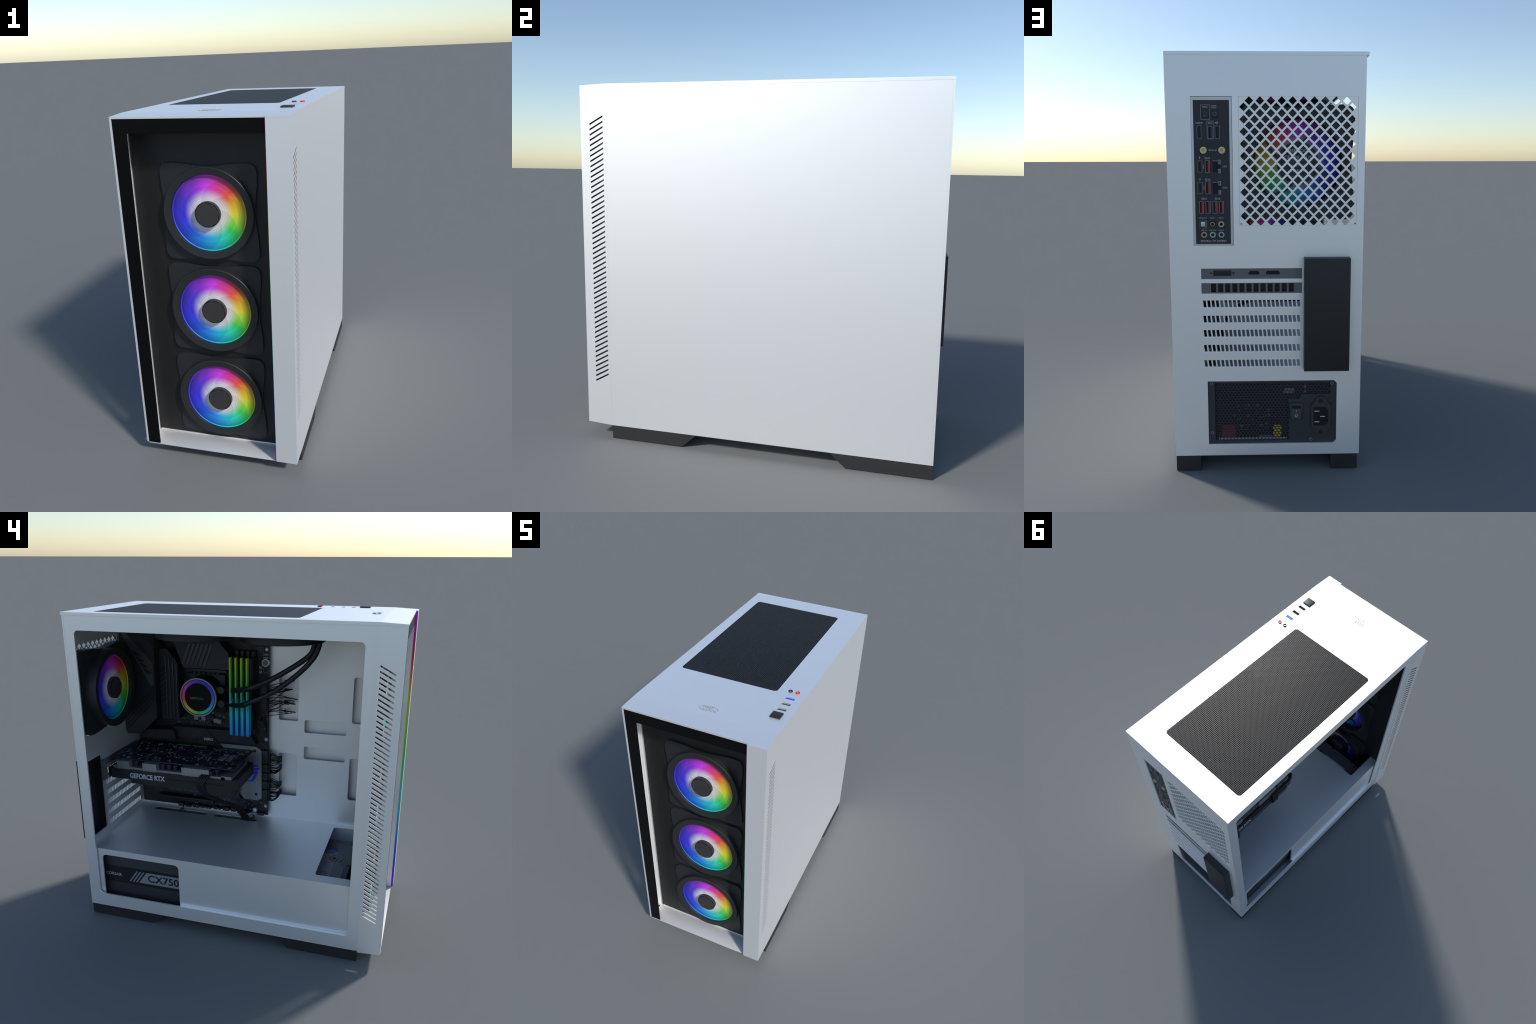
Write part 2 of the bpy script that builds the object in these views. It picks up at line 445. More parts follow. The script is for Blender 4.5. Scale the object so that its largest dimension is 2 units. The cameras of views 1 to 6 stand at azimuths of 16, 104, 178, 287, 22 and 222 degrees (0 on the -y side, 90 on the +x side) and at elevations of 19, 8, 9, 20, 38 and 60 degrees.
one("power_button", top, lambda k: k.box(0.3455, 0.4085, -0.7085, -0.6455, ZT - 0.004, ZT + 0.008, BLACK, 0.0012))
for i, y in enumerate(USB):
    def usb(k, y=y, i=i):
        c = BLUE if i == 0 else DEEP
        k.box(0.3495, 0.405, y - 0.010, y + 0.010, ZT - 0.026, ZT - 0.022, c)
        k.box(0.349, 0.4055, y - 0.0115, y + 0.0085, ZT - 0.022, ZT - 0.008 if i else ZT - 0.004, c)
        for s in (-1, 1):
            k.box(0.3485, 0.406, y + s * 0.0121, y + s * 0.0130, ZT - 0.026, ZT - 0.0155, STEEL)
    one("usb_port", top, usb)
for x, c in ((0.3505, BLACK), (0.3975, RED)):
    def jack(k, x=x, c=c):
        k.cyl("z", (x, -0.393), 0.0132, ZT - 0.003, ZT + 0.0062, c, 28, 0.0128, inner=0.0078)
        k.cyl("z", (x, -0.393), 0.0078, ZT - 0.003, ZT + 0.0010, WHITE, 24)
    one("audio_jack", top, jack)

# ------------------------------------------------------------------ sides and front bezel
SLOTS = 52
def slot_hole(i, drop=0.0):
    """Slanted vent slot: high at the rear, low at the front."""
    z = 1.7795 - drop - i * (1.7795 - 0.3384) / (SLOTS - 1)
    h = 0.0049
    return [(-0.943, z - h), (-0.8635, z + 0.0435 - h), (-0.8635, z + 0.0435 + h), (-0.943, z + h)]

one("side_panel", root, lambda k: k.box(XR - T, XR, YK, YB - 0.0102, ZB, ZT - 0.0165, WHITE))

def bezel(k):
    for s in (1, -1):
        yf = YC if s > 0 else YF
        lo, hi = (XR - 0.0012, XR) if s > 0 else (XL, XL + 0.0010)
        outline = [(YK + 0.0004, ZB), (YK + 0.0004, ZT - 0.0165), (yf, ZF - 0.011), (yf, ZB + 0.0085)]
        k.plate("x", outline, [slot_hole(i, 0.0 if s > 0 else 0.0423) for i in range(SLOTS)], lo, hi, WHITE)
    # grey plate that gives the closed-side slots their cavity shadow
    k.box(0.4050, 0.4065, -0.970, -0.8410, 0.12, 1.93, GREY)
    # folded front and rear edges of the open-side cheek
    k.box(XL + 0.0011, XL + T, YF + 0.0001, YF + 0.010, ZB + 0.0087, ZF - 0.0112, WHITE)
    k.box(XL + 0.0011, XW, YK - 0.006, YK + 0.0003, ZB + 0.0004, ZT - 0.0168, WHITE)
    # column on the closed side
    k.box(0.3400, XR - 0.0013, YC, YC + 0.006, ZB + 0.0087, ZF - 0.0112, WHITE)
    # upright inner wall between the column and the fan panel
    k.box(0.3410, 0.3450, YC + 0.0061, -0.8345, ZB + 0.0090, ZF - 0.0112, WHITE)
one("front_bezel", root, bezel)
one("light_strip", root, lambda k: k.box(0.3384, 0.3398, YC + 0.0010, YC + 0.0138, ZB + 0.010, ZF - 0.0012, STRIP))

def border(k):
    k.prism("y", [(XL + T, 0.0865), (-0.3735, 0.0865), (-0.3735, 1.9035), (0.3360, 1.9035), (0.3360, ZF - 0.0108), (XL + T, ZF - 0.0108)], YF + 0.001, YF + 0.009, GLOSSBLACK)
one("front_border", root, border)

def floor(k):
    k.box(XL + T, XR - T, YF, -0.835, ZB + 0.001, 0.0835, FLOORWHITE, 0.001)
    k.box(XL + T + 0.02, 0.340, -0.848, -0.8400, 0.0835, 0.090, WHITE, 0.0025)  # bevelled bar modelled for the bright sun glint along the back edge
one("front_floor", root, floor)

def window_side(k):
    hole = rrect(0.872, 0.167, -0.783, 1.891, 0.026, 7)
    k.plate("x", [(YK, ZB), (YB - 0.0102, ZB), (YB - 0.0102, ZT - 0.0165), (YK, ZT - 0.0165)], [hole], XW, XW + 0.010, WHITE)
one("window_frame", root, window_side)

# black panel that carries the three front fans
FANX = -0.0115
FANZ = [1.477, 0.930, 0.3765]
def fan_panel(k):
    holes = [[(FANX + 0.235 * cos(2 * pi * i / 48), z + 0.235 * sin(2 * pi * i / 48)) for i in range(48)] for z in FANZ]
    k.plate("y", [(XW + 0.011, 0.0840), (XR - T - 0.001, 0.0840), (XR - T - 0.001, ZT - 0.017), (XW + 0.011, ZT - 0.017)], holes, -0.8395, -0.8355, PANELBLACK)
one("fan_panel", root, fan_panel)

# ------------------------------------------------------------------ rear
def rear_panel(k):
    holes = [rrect(0.1587, 1.1235, 0.3445, 1.7985), rrect(-0.4135, 1.217, 0.1300, 1.7985),
             rrect(-0.1610, 0.9645, 0.3134, 1.0148), rrect(-0.1610, 0.8950, 0.3134, 0.9455),
             rrect(-0.3710, 0.535, -0.1830, 1.056),
             [(0.2943, 0.136), (0.2943, 0.460), (-0.318, 0.460), (-0.332, 0.446), (-0.332, 0.150), (-0.318, 0.136)]]
    for r, z in enumerate((0.8455, 0.7710, 0.7010, 0.6275, 0.5515)):
        for i in range(23):
            x = 0.2998 - i * (0.2998 + 0.1450) / 22
            h, w, sl = 0.0165, 0.0068, 0.0020
            holes.append([(x + w + sl, z + h), (x - w + sl, z + h), (x - w - sl, z - h), (x + w - sl, z - h)])
    k.plate("y", [(XW - 0.001, ZB), (XR, ZB), (XR, ZT - 0.0165), (XW - 0.001, ZT - 0.0165)], holes, YB - 0.010, YB, WHITE)
    # slightly proud expansion-slot covers: thin ledges under each vent row
    for z in (0.8455, 0.7710, 0.7010, 0.6275, 0.5515):
        k.box(-0.1600, 0.3080, YB, YB + 0.0016, z - 0.0245, z - 0.0225, WHITE)
rear = one("rear_panel", root, rear_panel)

def rear_grille(k):
    holes = []
    px, pz, h = 0.04918, 0.02729, 0.0194
    for row in range(21):
        z = 1.7795 - row * pz
        n, x0 = (10, 0.0815) if row % 2 == 0 else (11, 0.1061)
        for i in range(n):
            x = x0 - i * px
            holes.append([(x - h, z), (x, z - h), (x + h, z), (x, z + h)])
    k.plate("y", rrect(-0.4130, 1.2175, 0.1295, 1.7999), holes, YB - 0.0085, YB - 0.0030, WHITE)
    for x, z in ((0.1215, 1.2255), (-0.4055, 1.2255)):
        k.prism("y", [(x - 0.004, z - 0.004), (x + 0.004, z - 0.004), (x + (0.004 if x > 0 else -0.004), z + 0.004)], YB - 0.004, YB - 0.0026, DEEP)
one("fan_grille", rear, rear_grille)

def cover(k):
    """Hollow cap over the cable opening."""
    x0, x1, z0, z1 = -0.3835, -0.1690, 0.5245, 1.0680
    k.box(x0, x1, 0.9855, 0.9955, z0, z1, BLACK, 0.0045, 3)
    for a, b, c, d in ((x0, x0 + 0.008, z0, z1), (x1 - 0.008, x1, z0, z1), (x0 + 0.008, x1 - 0.008, z0, z0 + 0.008), (x0 + 0.008, x1 - 0.008, z1 - 0.008, z1)):
        k.box(a, b, YB + 0.0002, 0.9905, c, d, BLACK)
one("cable_cover", root, cover)

for xs in ((0.3355, 0.4550), (-0.4375, -0.3058)):
    for rearfoot in (True, False):
        def foot(k, xs=xs, rearfoot=rearfoot):
            p = [(YB - 0.001, 0.0), (0.498, 0.0), (0.409, ZB), (YB - 0.001, ZB)] if rearfoot else [(-0.846, 0.0), (-0.421, 0.0), (-0.334, ZB), (-0.846, ZB)]
            k.prism("x", p, xs[0], xs[1], FOOTBLACK)
        one("foot", root, foot)

one("base_plate", root, lambda k: k.box(XW + 0.010, XR - T, -0.8352, YB - 0.0105, ZB + 0.0003, ZB + 0.008, WHITE))

# ------------------------------------------------------------------ inside walls
TX = 0.385                         # motherboard tray
SZ = 0.492                         # top of the power-supply shroud
def tray(k):
    holes = [rrect(-0.130, 1.229, -0.267, 1.545, 0.012), rrect(-0.135, 0.674, -0.267, 0.992, 0.012),
             rrect(-0.3125, 1.151, -0.5985, 1.242, 0.012), rrect(-0.3135, 0.961, -0.5995, 1.053, 0.012),
             rrect(-0.633, 1.2405, -0.772, 1.552, 0.016), rrect(-0.633, 0.690, -0.772, 0.997, 0.016)]
    k.plate("x", [(-0.8352, ZB + 0.0083), (YB - 0.0103, ZB + 0.0083), (YB - 0.0103, ZT - 0.017), (-0.8352, ZT - 0.017)], holes, TX, TX + 0.008, WHITE)
one("motherboard_tray", root, tray)

def shroud(k):
    holes = [rrect(0.262, 0.386, 0.318, 0.806, 0.024), rrect(0.262, -0.004, 0.318, 0.324, 0.024)]
    k.plate("z", [(-0.4145, -0.8352), (-0.345, -0.8352), (-0.345, -0.575), (-0.340, -0.5625), (-0.329, -0.558), (0.322, -0.558), (0.333, -0.5625), (0.338, -0.575), (0.338, -0.8352), (TX, -0.8352), (TX, YB - 0.0103), (-0.4145, YB - 0.0103)], holes, SZ - 0.009, SZ, WHITE)
    psu = rrect(0.301, 0.10, 0.842, 0.450, 0.030, 6)
    k.plate("x", [(-0.8352, ZB + 0.0083), (YB - 0.0103, ZB + 0.0083), (YB - 0.0103, SZ), (-0.8352, SZ)], [psu], -0.4240, -0.4145, WHITE)
    # rolled lip below the window
    k.box(-0.4350, -0.4240, -0.79, 0.295, 0.150, 0.170, WHITE, 0.003)
    # partition that closes the drive bay
    k.box(0.345, 0.352, -0.8352, -0.33, 0.30, SZ - 0.009, WHITE)
one("power_supply_shroud", root, shroud)

# ------------------------------------------------------------------ case fans
ROTOR = wheel_mat("rainbow_rotor", 0, 2, r_white=0.072, r_full=0.138, r_dim=0.152)
GLOW = wheel_mat("rainbow_ring", 0, 2, offset=0.02)
HUBFACE = mat("hub_cap", (0.040, 0.036, 0.036), 0.45)
GLOWDIM = wheel_mat("dim_rainbow_ring", 0, 2, dim=0.16)

def fan_outline(h=0.262, dip=0.016, r=0.048):
    """Square with rounded corners and hollowed sides."""
    pts = []
    for q in range(4):
        a = pi / 2 * q
        rot = lambda p: (p[0] * cos(a) - p[1] * sin(a), p[0] * sin(a) + p[1] * cos(a))
        for t in range(9):                       # hollow side
            s = -1 + 2 * t / 8
            y = s * (h - r - 0.012)
            d = dip * 0.5 * (1 + cos(pi * max(-1, min(1, s * 1.05))))
            pts.append(rot((h - d, y)))
        for t in range(1, 6):                    # corner
            b = pi / 2 * t / 6
            pts.append(rot((h - r + r * cos(b), h - r + r * sin(b))))
    return pts

def fan_frame(k, deep=False):
    """Flange plate with a round shroud; the deep one has its flange at the back,
    the other near the front with the shroud and spider reaching into the case."""
    circ = [(0.2045 * cos(2 * pi * i / 64), 0.2045 * sin(2 * pi * i / 64)) for i in range(64)]
    p0, p1 = (0.067, 0.125) if deep else (0.042, 0.081)
    f0, end = (0.0, 0.124) if deep else (0.011, 0.120)
    k.plate("y", fan_outline(), [circ], p0, p1, BLACK)
    k.lathe([(0.2075, f0 + 0.0045), (0.2430, f0), (0.2460, f0 + 0.0025), (0.2460, p0 + 0.002), (0.2045, p0 + 0.002), (0.2045, 0.0300), (0.2050, 0.0265)], BLACK, 72)
    if not deep:
        k.cyl("y", (0, 0), 0.2420, 0.080, end, BLACK, 72, inner=0.2045)
    # rear spider: four swept arms and the motor cup
    for q in range(4):
        a = pi / 2 * q + 0.25; pts = []
        for t in range(7):
            r = 0.085 + 0.122 * t / 6; b = a + 0.55 * (t / 6) ** 1.3; w = 0.0085
            pts.append((r * cos(b) - w * sin(b), r * sin(b) + w * cos(b)))
        for t in range(6, -1, -1):
            r = 0.085 + 0.122 * t / 6; b = a + 0.55 * (t / 6) ** 1.3; w = 0.0085
            pts.append((r * cos(b) + w * sin(b), r * sin(b) - w * cos(b)))
        k.prism("y", pts, end - 0.011, end - 0.002, BLACK)
    k.cyl("y", (0, 0), 0.097, 0.066, end - 0.0005, BLACK, 48)
    R, U, Y = (-1, 0, 0), (0, 0, 1), end - 0.0003
    k.text("DEEP COOL", 0.020, (0, Y, 0.055), R, U, 0.0004, PRINT)
    k.text("CF 120 PLUS", 0.024, (0, Y, 0.024), R, U, 0.0004, PRINT)
    for i, (s, z) in enumerate((("MODEL: CF120", 0.006), ("DC 12V 0.17A", -0.012), ("CE  RoHS", -0.036), ("designed by deepcool", -0.060))):
        k.text(s, 0.0125 if i != 2 else 0.018, (0, Y, z), R, U, 0.0004, PRINTDIM if i in (0, 3) else PRINT)

def fan_rotor(k):
    n = 9
    for b in range(n):
        rows = []
        for i in range(9):
            r = 0.066 + (0.2005 - 0.066) * i / 8
            base = 0.0270 + 0.0040 * (i / 8)
            row = []
            for j in range(9):
                a = 2 * pi / n * (b + j / 8) - 0.9 * (i / 8) ** 1.4
                y = base
                row.append((r * cos(a), y, r * sin(a)))
            rows.append(row)
        v = [p for row in rows for p in row]
        v += [(p[0], 0.0700, p[2]) for row in rows for p in row]
        N = 81; fs = []
        for i in range(8):
            for j in range(8):
                a = i * 9 + j
                fs.append((a, a + 1, a + 10, a + 9)); fs.append((N + a + 9, N + a + 10, N + a + 1, N + a))
        for j in range(8):
            fs.append((j + 1, j, N + j, N + j + 1)); fs.append((72 + j, 72 + j + 1, N + 72 + j + 1, N + 72 + j))
        for i in range(8):
            a, c = i * 9, i * 9 + 8
            fs.append((a, a + 9, N + a + 9, N + a)); fs.append((c + 9, c, N + c, N + c + 9))
        k.add(v, fs, ROTOR)

def fan_hub(k):
    # front cap of the motor, standing a little proud of the shroud
    k.cyl("y", (0, 0), 0.068, 0.0025, 0.066, BLACK, 48)
    k.cyl("y", (0, 0), 0.0665, -0.0015, 0.0020, HUBFACE, 8, turn=0.2)
    k.cyl("y", (0, 0), 0.030, -0.0020, -0.0015, HUBFACE, 32)
    k.cyl("y", (0, 0), 0.0668, 0.0018, 0.0025, DEEP, 48)

def fan_lights(k):
    k.lathe([(0.1985, 0.0295), (0.2015, 0.0270), (0.2045, 0.0280), (0.2045, 0.0320), (0.1985, 0.0330)], GLOW, 72)
    k.lathe([(0.2068, 0.0235), (0.2083, 0.0212), (0.2093, 0.0230), (0.2078, 0.0250)], GLOWDIM, 72)  # faint outer ring built as the reflection beside the light ring

fan0 = one("case_fan", root, fan_frame)
deep0 = one("case_fan", root, lambda k: fan_frame(k, True))
kids = [one(nm, fan0, fn, 40) for nm, fn in (("fan_rotor", fan_rotor), ("fan_hub", fan_hub), ("light_ring", fan_lights))]
FANS = [(fan0, (FANX, -0.895, FANZ[0]), 0), (fan0, (FANX, -0.895, FANZ[1]), 0), (fan0, (FANX, -0.895, FANZ[2]), 0),
        (deep0, (-0.140, 0.803, 1.503), 0), (deep0, (-0.110, 0.255, 1.8375), 90), (deep0, (-0.110, -0.275, 1.8375), 90)]
used = set()
for src, loc, tilt in FANS:
    fb = duplicate(src, root) if src in used else src
    used.add(src)
    if fb is not fan0:
        for c in kids: duplicate(c, fb)
    fb.location = loc
    fb.rotation_euler = (radians(tilt), 0, 0)

# ------------------------------------------------------------------ liquid cooler
def radiator(k):
    k.box(-0.395, 0.175, -0.585, 0.690, 1.9560 - 0.0, 1.9745, DARK, 0.002)
    k.box(-0.395, -0.380, -0.585, 0.690, 1.9570, 1.9740, DARK)
one("radiator", root, radiator)

PY, PZ = 0.3675, 1.403
PUMPRING = wheel_mat("pump_light_ring", 1, 2, PY, PZ, offset=0.15, flip=1)
def pump(k):
    k.box(0.305, 0.347, 0.228, 0.512, 1.268, 1.536, BLACK, 0.010)
    k.cyl("x", (PY, PZ), 0.128, 0.160, 0.310, BLACK, 56)
    k.cyl("x", (PY, PZ), 0.130, 0.150, 0.166, STEEL, 56, inner=0.121)
    k.cyl("x", (PY, PZ), 0.1215, 0.1525, 0.166, GLOSSBLACK, 56)
    for s in (0.052, -0.040):
        k.cyl("y", (0.215, PZ + s), 0.026, 0.195, 0.265, BLACK, 24)
        k.cyl("x", (0.215, PZ + s), 0.024, 0.175, 0.235, BLACK, 24)
pump_ob = one("cooler_pump", root, pump)
one("light_ring", pump_ob, lambda k: k.cyl("x", (PY, PZ), 0.1165, 0.1512, 0.1525, PUMPRING, 64, inner=0.096))
one("lettering", pump_ob, lambda k: k.text("DEEPCOOL", 0.021, (0.1518, PY + 0.008, PZ - 0.008), (0, -1, 0), (0, 0, 1), 0.0006, PUMPTEXT, xs=0.95))

def hose(k, pts):
    k.tube(pts, 0.0165, TUBE, 14, 12)
one("coolant_tube", root, lambda k: hose(k, [(0.215, 0.20, 1.455), (0.16, 0.12, 1.465), (0.09, 0.03, 1.490), (0.06, -0.0322, 1.5115), (0.055, -0.1551, 1.5697), (0.06, -0.2813, 1.6443), (0.06, -0.392, 1.725), (0.06, -0.4250, 1.785), (0.06, -0.4280, 1.86), (0.06, -0.428, 1.96)]))
one("coolant_tube", root, lambda k: hose(k, [(0.215, 0.20, 1.363), (0.15, 0.12, 1.368), (0.06, 0.03, 1.395), (0.03, -0.0339, 1.4263), (0.025, -0.1825, 1.502), (0.03, -0.3250, 1.610), (0.03, -0.420, 1.710), (0.03, -0.457, 1.785), (0.03, -0.465, 1.86), (0.03, -0.465, 1.96)]))

# ------------------------------------------------------------------ motherboard
BX = 0.347
def board(k):
    k.box(BX, BX + 0.008, -0.070, 0.925, 0.517, 1.800, BOARD)
mb = one("motherboard", root, board)

def ribs(k, x0, x1, y0, y1, z0, z1, n, slope, w, material):
    """Row of slanted ridges standing on a heatsink face."""
    for i in range(n):
        y = y0 + (y1 - y0) * i / max(1, n - 1)
        k.prism("x", [(y, z0), (y + w, z0), (y + w + slope, z1), (y + slope, z1)], x0, x1, material)

def io_cover(k):
    k.prism("x", [(0.925, 1.108), (0.815, 1.108), (0.686, 1.235), (0.680, 1.715), (0.77, 1.808), (0.925, 1.808)], 0.165, BX, HEAT)
    # mirror-dark diagonal strip and the grooves beside it
    k.prism("x", [(0.918, 1.805), (0.878, 1.805), (0.690, 1.612), (0.693, 1.474), (0.712, 1.455), (0.722, 1.470)], 0.1600, 0.1650, MIRROR)
    for i in range(4):
        d = 0.026 * i
        k.prism("x", [(0.840 - d, 1.690 - d * 1.5), (0.830 - d, 1.690 - d * 1.5), (0.775 - d, 1.660 - d * 1.5), (0.820 - d, 1.660 - d * 1.5)], 0.1590, 0.1600, DEEP)
    for i in range(4):
        d = 0.030 * i
        k.prism("x", [(0.915, 1.135 + d), (0.915, 1.147 + d), (0.690, 1.372 + d), (0.690, 1.360 + d)], 0.1625, 0.1650, DEEP)
one("io_cover", mb, io_cover)

def vrm_side(k):
    k.prism("x", [(0.672, 1.215), (0.535, 1.225), (0.535, 1.610), (0.610, 1.705), (0.672, 1.705)], 0.215, BX - 0.052, HEAT)
    for i in range(4):
        k.box(0.205, 0.215, 0.540 + 0.026 * i, 0.549 + 0.026 * i, 1.235, 1.605 + 0.02 * i, RIDGE, 0.002)
    for i in range(7):
        k.prism("x", [(0.670, 1.33 + 0.035 * i), (0.670, 1.342 + 0.035 * i), (0.625, 1.38 + 0.035 * i), (0.625, 1.368 + 0.035 * i)], 0.2120, 0.2150, DEEP)
one("voltage_heatsink", mb, vrm_side).location = (0.022, 0.010, -0.004)

def vrm_top(k):
    k.prism("x", [(0.560, 1.765), (0.235, 1.765), (0.170, 1.690), (0.170, 1.585), (0.495, 1.585)], 0.215, BX, HEAT)
    ribs(k, 0.208, 0.215, 0.485, 0.330, 1.610, 1.750, 6, -0.055, 0.017, RIDGE)
    k.box(0.225, BX, 0.190, 0.480, 1.560, 1.580, DARK, 0.003)
one("voltage_heatsink", mb, vrm_top)

def heatsink_foot(k):
    k.prism("x", [(0.815, 1.125), (0.600, 1.140), (0.575, 1.070), (0.815, 1.060)], 0.225, BX, HEAT)
    ribs(k, 0.222, 0.225, 0.790, 0.640, 1.072, 1.116, 7, -0.030, 0.009, RIDGE)
one("voltage_heatsink", mb, heatsink_foot)

def chokes(k):
    for i in range(6):
        k.cyl("x", (0.450 - 0.034 * i, 1.535), 0.0135, 0.30, BX, DARK, 16)
    for (y, z) in ((0.455, 1.215), (0.31, 1.205), (0.282, 1.20), (0.400, 1.215)):
        k.box(0.312, BX, y - 0.015, y + 0.015, z - 0.015, z + 0.015, LABELGREY, 0.003)
    for (y, z) in ((0.47, 1.19), (0.43, 1.225), (0.36, 1.23), (0.335, 1.225), (0.35, 1.18), (0.55, 1.50), (0.02, 1.32), (0.02, 1.345), (-0.01, 1.28), (-0.012, 1.255), (-0.012, 1.23)):
        k.cyl("x", (y, z), 0.012, 0.317, BX, DARK, 16)
    # fine parts soldered to the board
    rnd = random.Random(3)
    for _ in range(260):
        y, z = rnd.uniform(-0.06, 0.62), rnd.choice((rnd.uniform(1.17, 1.25), rnd.uniform(0.525, 0.66), rnd.uniform(1.05, 1.75)))
        if z > 1.26 and y > 0.0: continue
        a, b = rnd.uniform(0.002, 0.006), rnd.uniform(0.002, 0.006)
        k.box(BX - rnd.uniform(0.002, 0.006), BX, y - a, y + a, z - b, z + b, rnd.choice((PRINTDIM, DARK, DARK, LABELGREY)))
one("board_component", mb, chokes, stuff=True)

def top_right_parts(k):
    # two-digit display, start button, lamps and the ring button
    for j, y in enumerate((0.005, -0.0215)):
        for (a, b, c, d) in ((-8, 8, 15, 18), (-8, 8, -1.5, 1.5), (-8, 8, -18, -15), (-9, -6, -17, 0), (6, 9, -17, 0), (-9, -6, 0, 17), (6, 9, 0, 17)):
            k.box(BX - 0.008, BX - 0.004, y + a / 1000, y + b / 1000, 1.708 + c / 1000, 1.708 + d / 1000, PRINTDIM)
    k.box(BX - 0.004, BX, -0.034, 0.018, 1.683, 1.733, DARK)
    k.cyl("x", (-0.047, 1.625), 0.0255, BX - 0.018, BX, SILVER, 32)
    k.cyl("x", (-0.047, 1.625), 0.0200, BX - 0.020, BX - 0.018, LABELGREY, 32)
    k.text("START", 0.011, (BX - 0.0205, -0.047, 1.625), (0, -1, 0), (0, 0, 1), 0.0004, INK)
    k.cyl("x", (-0.047, 1.575), 0.0200, BX - 0.006, BX, PRINTDIM, 24, inner=0.0165)
    for z in (1.678, 1.655):
        k.box(BX - 0.006, BX, -0.063, -0.030, z - 0.006, z + 0.006, LABELGREY)
    for z in (1.59, 1.56):
        k.box(BX - 0.008, BX, -0.022, 0.0, z - 0.011, z + 0.011, LABELGREY, 0.002)
one("status_display", mb, top_right_parts)

def screws(k):
    for y, z in ((-0.053, 1.712), (-0.054, 1.092), (-0.053, 0.588), (0.76, 0.625), (0.86, 1.76)):
        k.cyl("x", (y, z), 0.0135, BX - 0.004, BX, LABELGREY, 20)
        k.cyl("x", (y, z), 0.0090, BX - 0.009, BX - 0.004, SILVER, 6)
one("screw", mb, screws)

def chipset(k):
    k.prism("x", [(0.285, 1.040), (0.010, 1.040), (-0.028, 1.012), (-0.030, 0.655), (0.003, 0.636), (0.098, 0.636), (0.165, 0.702), (0.165, 0.90)], 0.317, BX, STEEL)
    for y, z in ((0.022, 1.009), (0.011, 0.683)):
        k.cyl("x", (y, z), 0.0105, 0.3155, 0.317, DEEP, 20)
chip = one("chipset_plate", mb, chipset)
def slash_logo(k):
    x0, x1 = 0.3145, 0.317
    k.prism("x", [(0.046, 0.900), (-0.006, 0.902), (0.002, 0.893), (0.046, 0.884)], x0, x1, ROGBLUE)
    k.prism("x", [(0.046, 0.876), (-0.016, 0.888), (-0.010, 0.874), (0.066, 0.848), (0.060, 0.858)], x0, x1, ROGBLUE)
    k.prism("x", [(0.068, 0.840), (-0.004, 0.868), (0.010, 0.815), (0.036, 0.776), (0.053, 0.767), (0.098, 0.776), (0.088, 0.784), (0.056, 0.786), (0.040, 0.800), (0.026, 0.838)], x0, x1, ROGBLUE)
one("emblem", chip, slash_logo)

def m2_upper(k):
    k.prism("x", [(0.640, 1.135), (0.075, 1.135), (0.020, 1.050), (0.640, 1.050)], 0.330, BX + 0.05, HEAT)
    ribs(k, 0.327, 0.330, 0.60, 0.44, 1.062, 1.126, 9, -0.040, 0.009, RIDGE)
    ribs(k, 0.327, 0.330, 0.200, 0.150, 1.062, 1.110, 4, -0.030, 0.008, RIDGE)
    k.prism("x", [(0.395, 1.135), (0.380, 1.135), (0.255, 1.005), (0.270, 1.005)], 0.3285, 0.331, DEEP)
    k.text("HERO", 0.026, (0.3270, 0.370, 1.060), (0, -1, 0), (0, 0, 1), 0.0006, PRINT, bold=0.0006)
one("storage_heatsink", mb, m2_upper).location = (-0.055, -0.021, 0.018)

def m2_lower(k):
    k.prism("x", [(0.760, 0.730), (0.165, 0.730), (0.125, 0.628), (0.760, 0.628)], 0.315, BX, HEAT)
    ribs(k, 0.312, 0.315, 0.400, 0.165, 0.640, 0.715, 9, -0.045, 0.010, RIDGE)
    k.text("REPUBLIC OF GAMERS", 0.026, (0.3145, 0.565, 0.652), (0, -1, 0), (0, 0, 1), 0.0005, PRINTDIM, xs=0.95)
one("storage_heatsink", mb, m2_lower).location = (-0.018, -0.007, 0.007)

for z in (0.955, 0.590):
    def pcie(k, z=z):
        k.box(0.285, BX, 0.330, 0.770, z - 0.014, z + 0.014, BLACK, 0.002)
        k.box(0.2845, 0.286, 0.345, 0.650, z - 0.004, z + 0.004, DEEP)
        k.box(0.2845, 0.286, 0.662, 0.760, z - 0.004, z + 0.004, DEEP)
    one("expansion_slot", mb, pcie)

def bottom_headers(k):
    rnd = random.Random(5)
    y = 0.62
    while y > -0.05:
        w = rnd.uniform(0.018, 0.055)
        c = rnd.choice((BLACK, BLACK, BLACK, DARK, LABELGREY)) if w < 0.04 else BLACK
        k.box(BX - rnd.uniform(0.025, 0.05), BX, y - w, y, 0.523, 0.523 + rnd.uniform(0.014, 0.026), c, 0.002)
        y -= w + rnd.uniform(0.004, 0.018)
    k.cyl("x", (0.485, 0.545), 0.0135, BX - 0.012, BX, SILVER, 20, inner=0.008)
    k.box(0.305, BX, 0.005, 0.035, 0.545, 0.575, SILVER, 0.003)
one("pin_header", mb, bottom_headers, stuff=True)

CONN = [(1.020, 0.925), (0.920, 0.862), (0.857, 0.800), (0.795, 0.735), (0.730, 0.640)]
for z1, z0 in CONN:
    def plug(k, z1=z1, z0=z0):
        k.box(0.300, 0.345, -0.078, -0.036, z0, z1, BLACK, 0.004)
        k.box(0.307, 0.345, -0.090, -0.078, z0 + 0.006, z1 - 0.006, DARK, 0.003)
    one("power_plug", mb, plug)
one("power_plug", mb, lambda k: k.box(0.295, BX, -0.068, -0.012, 1.265, 1.485, BLACK, 0.006))

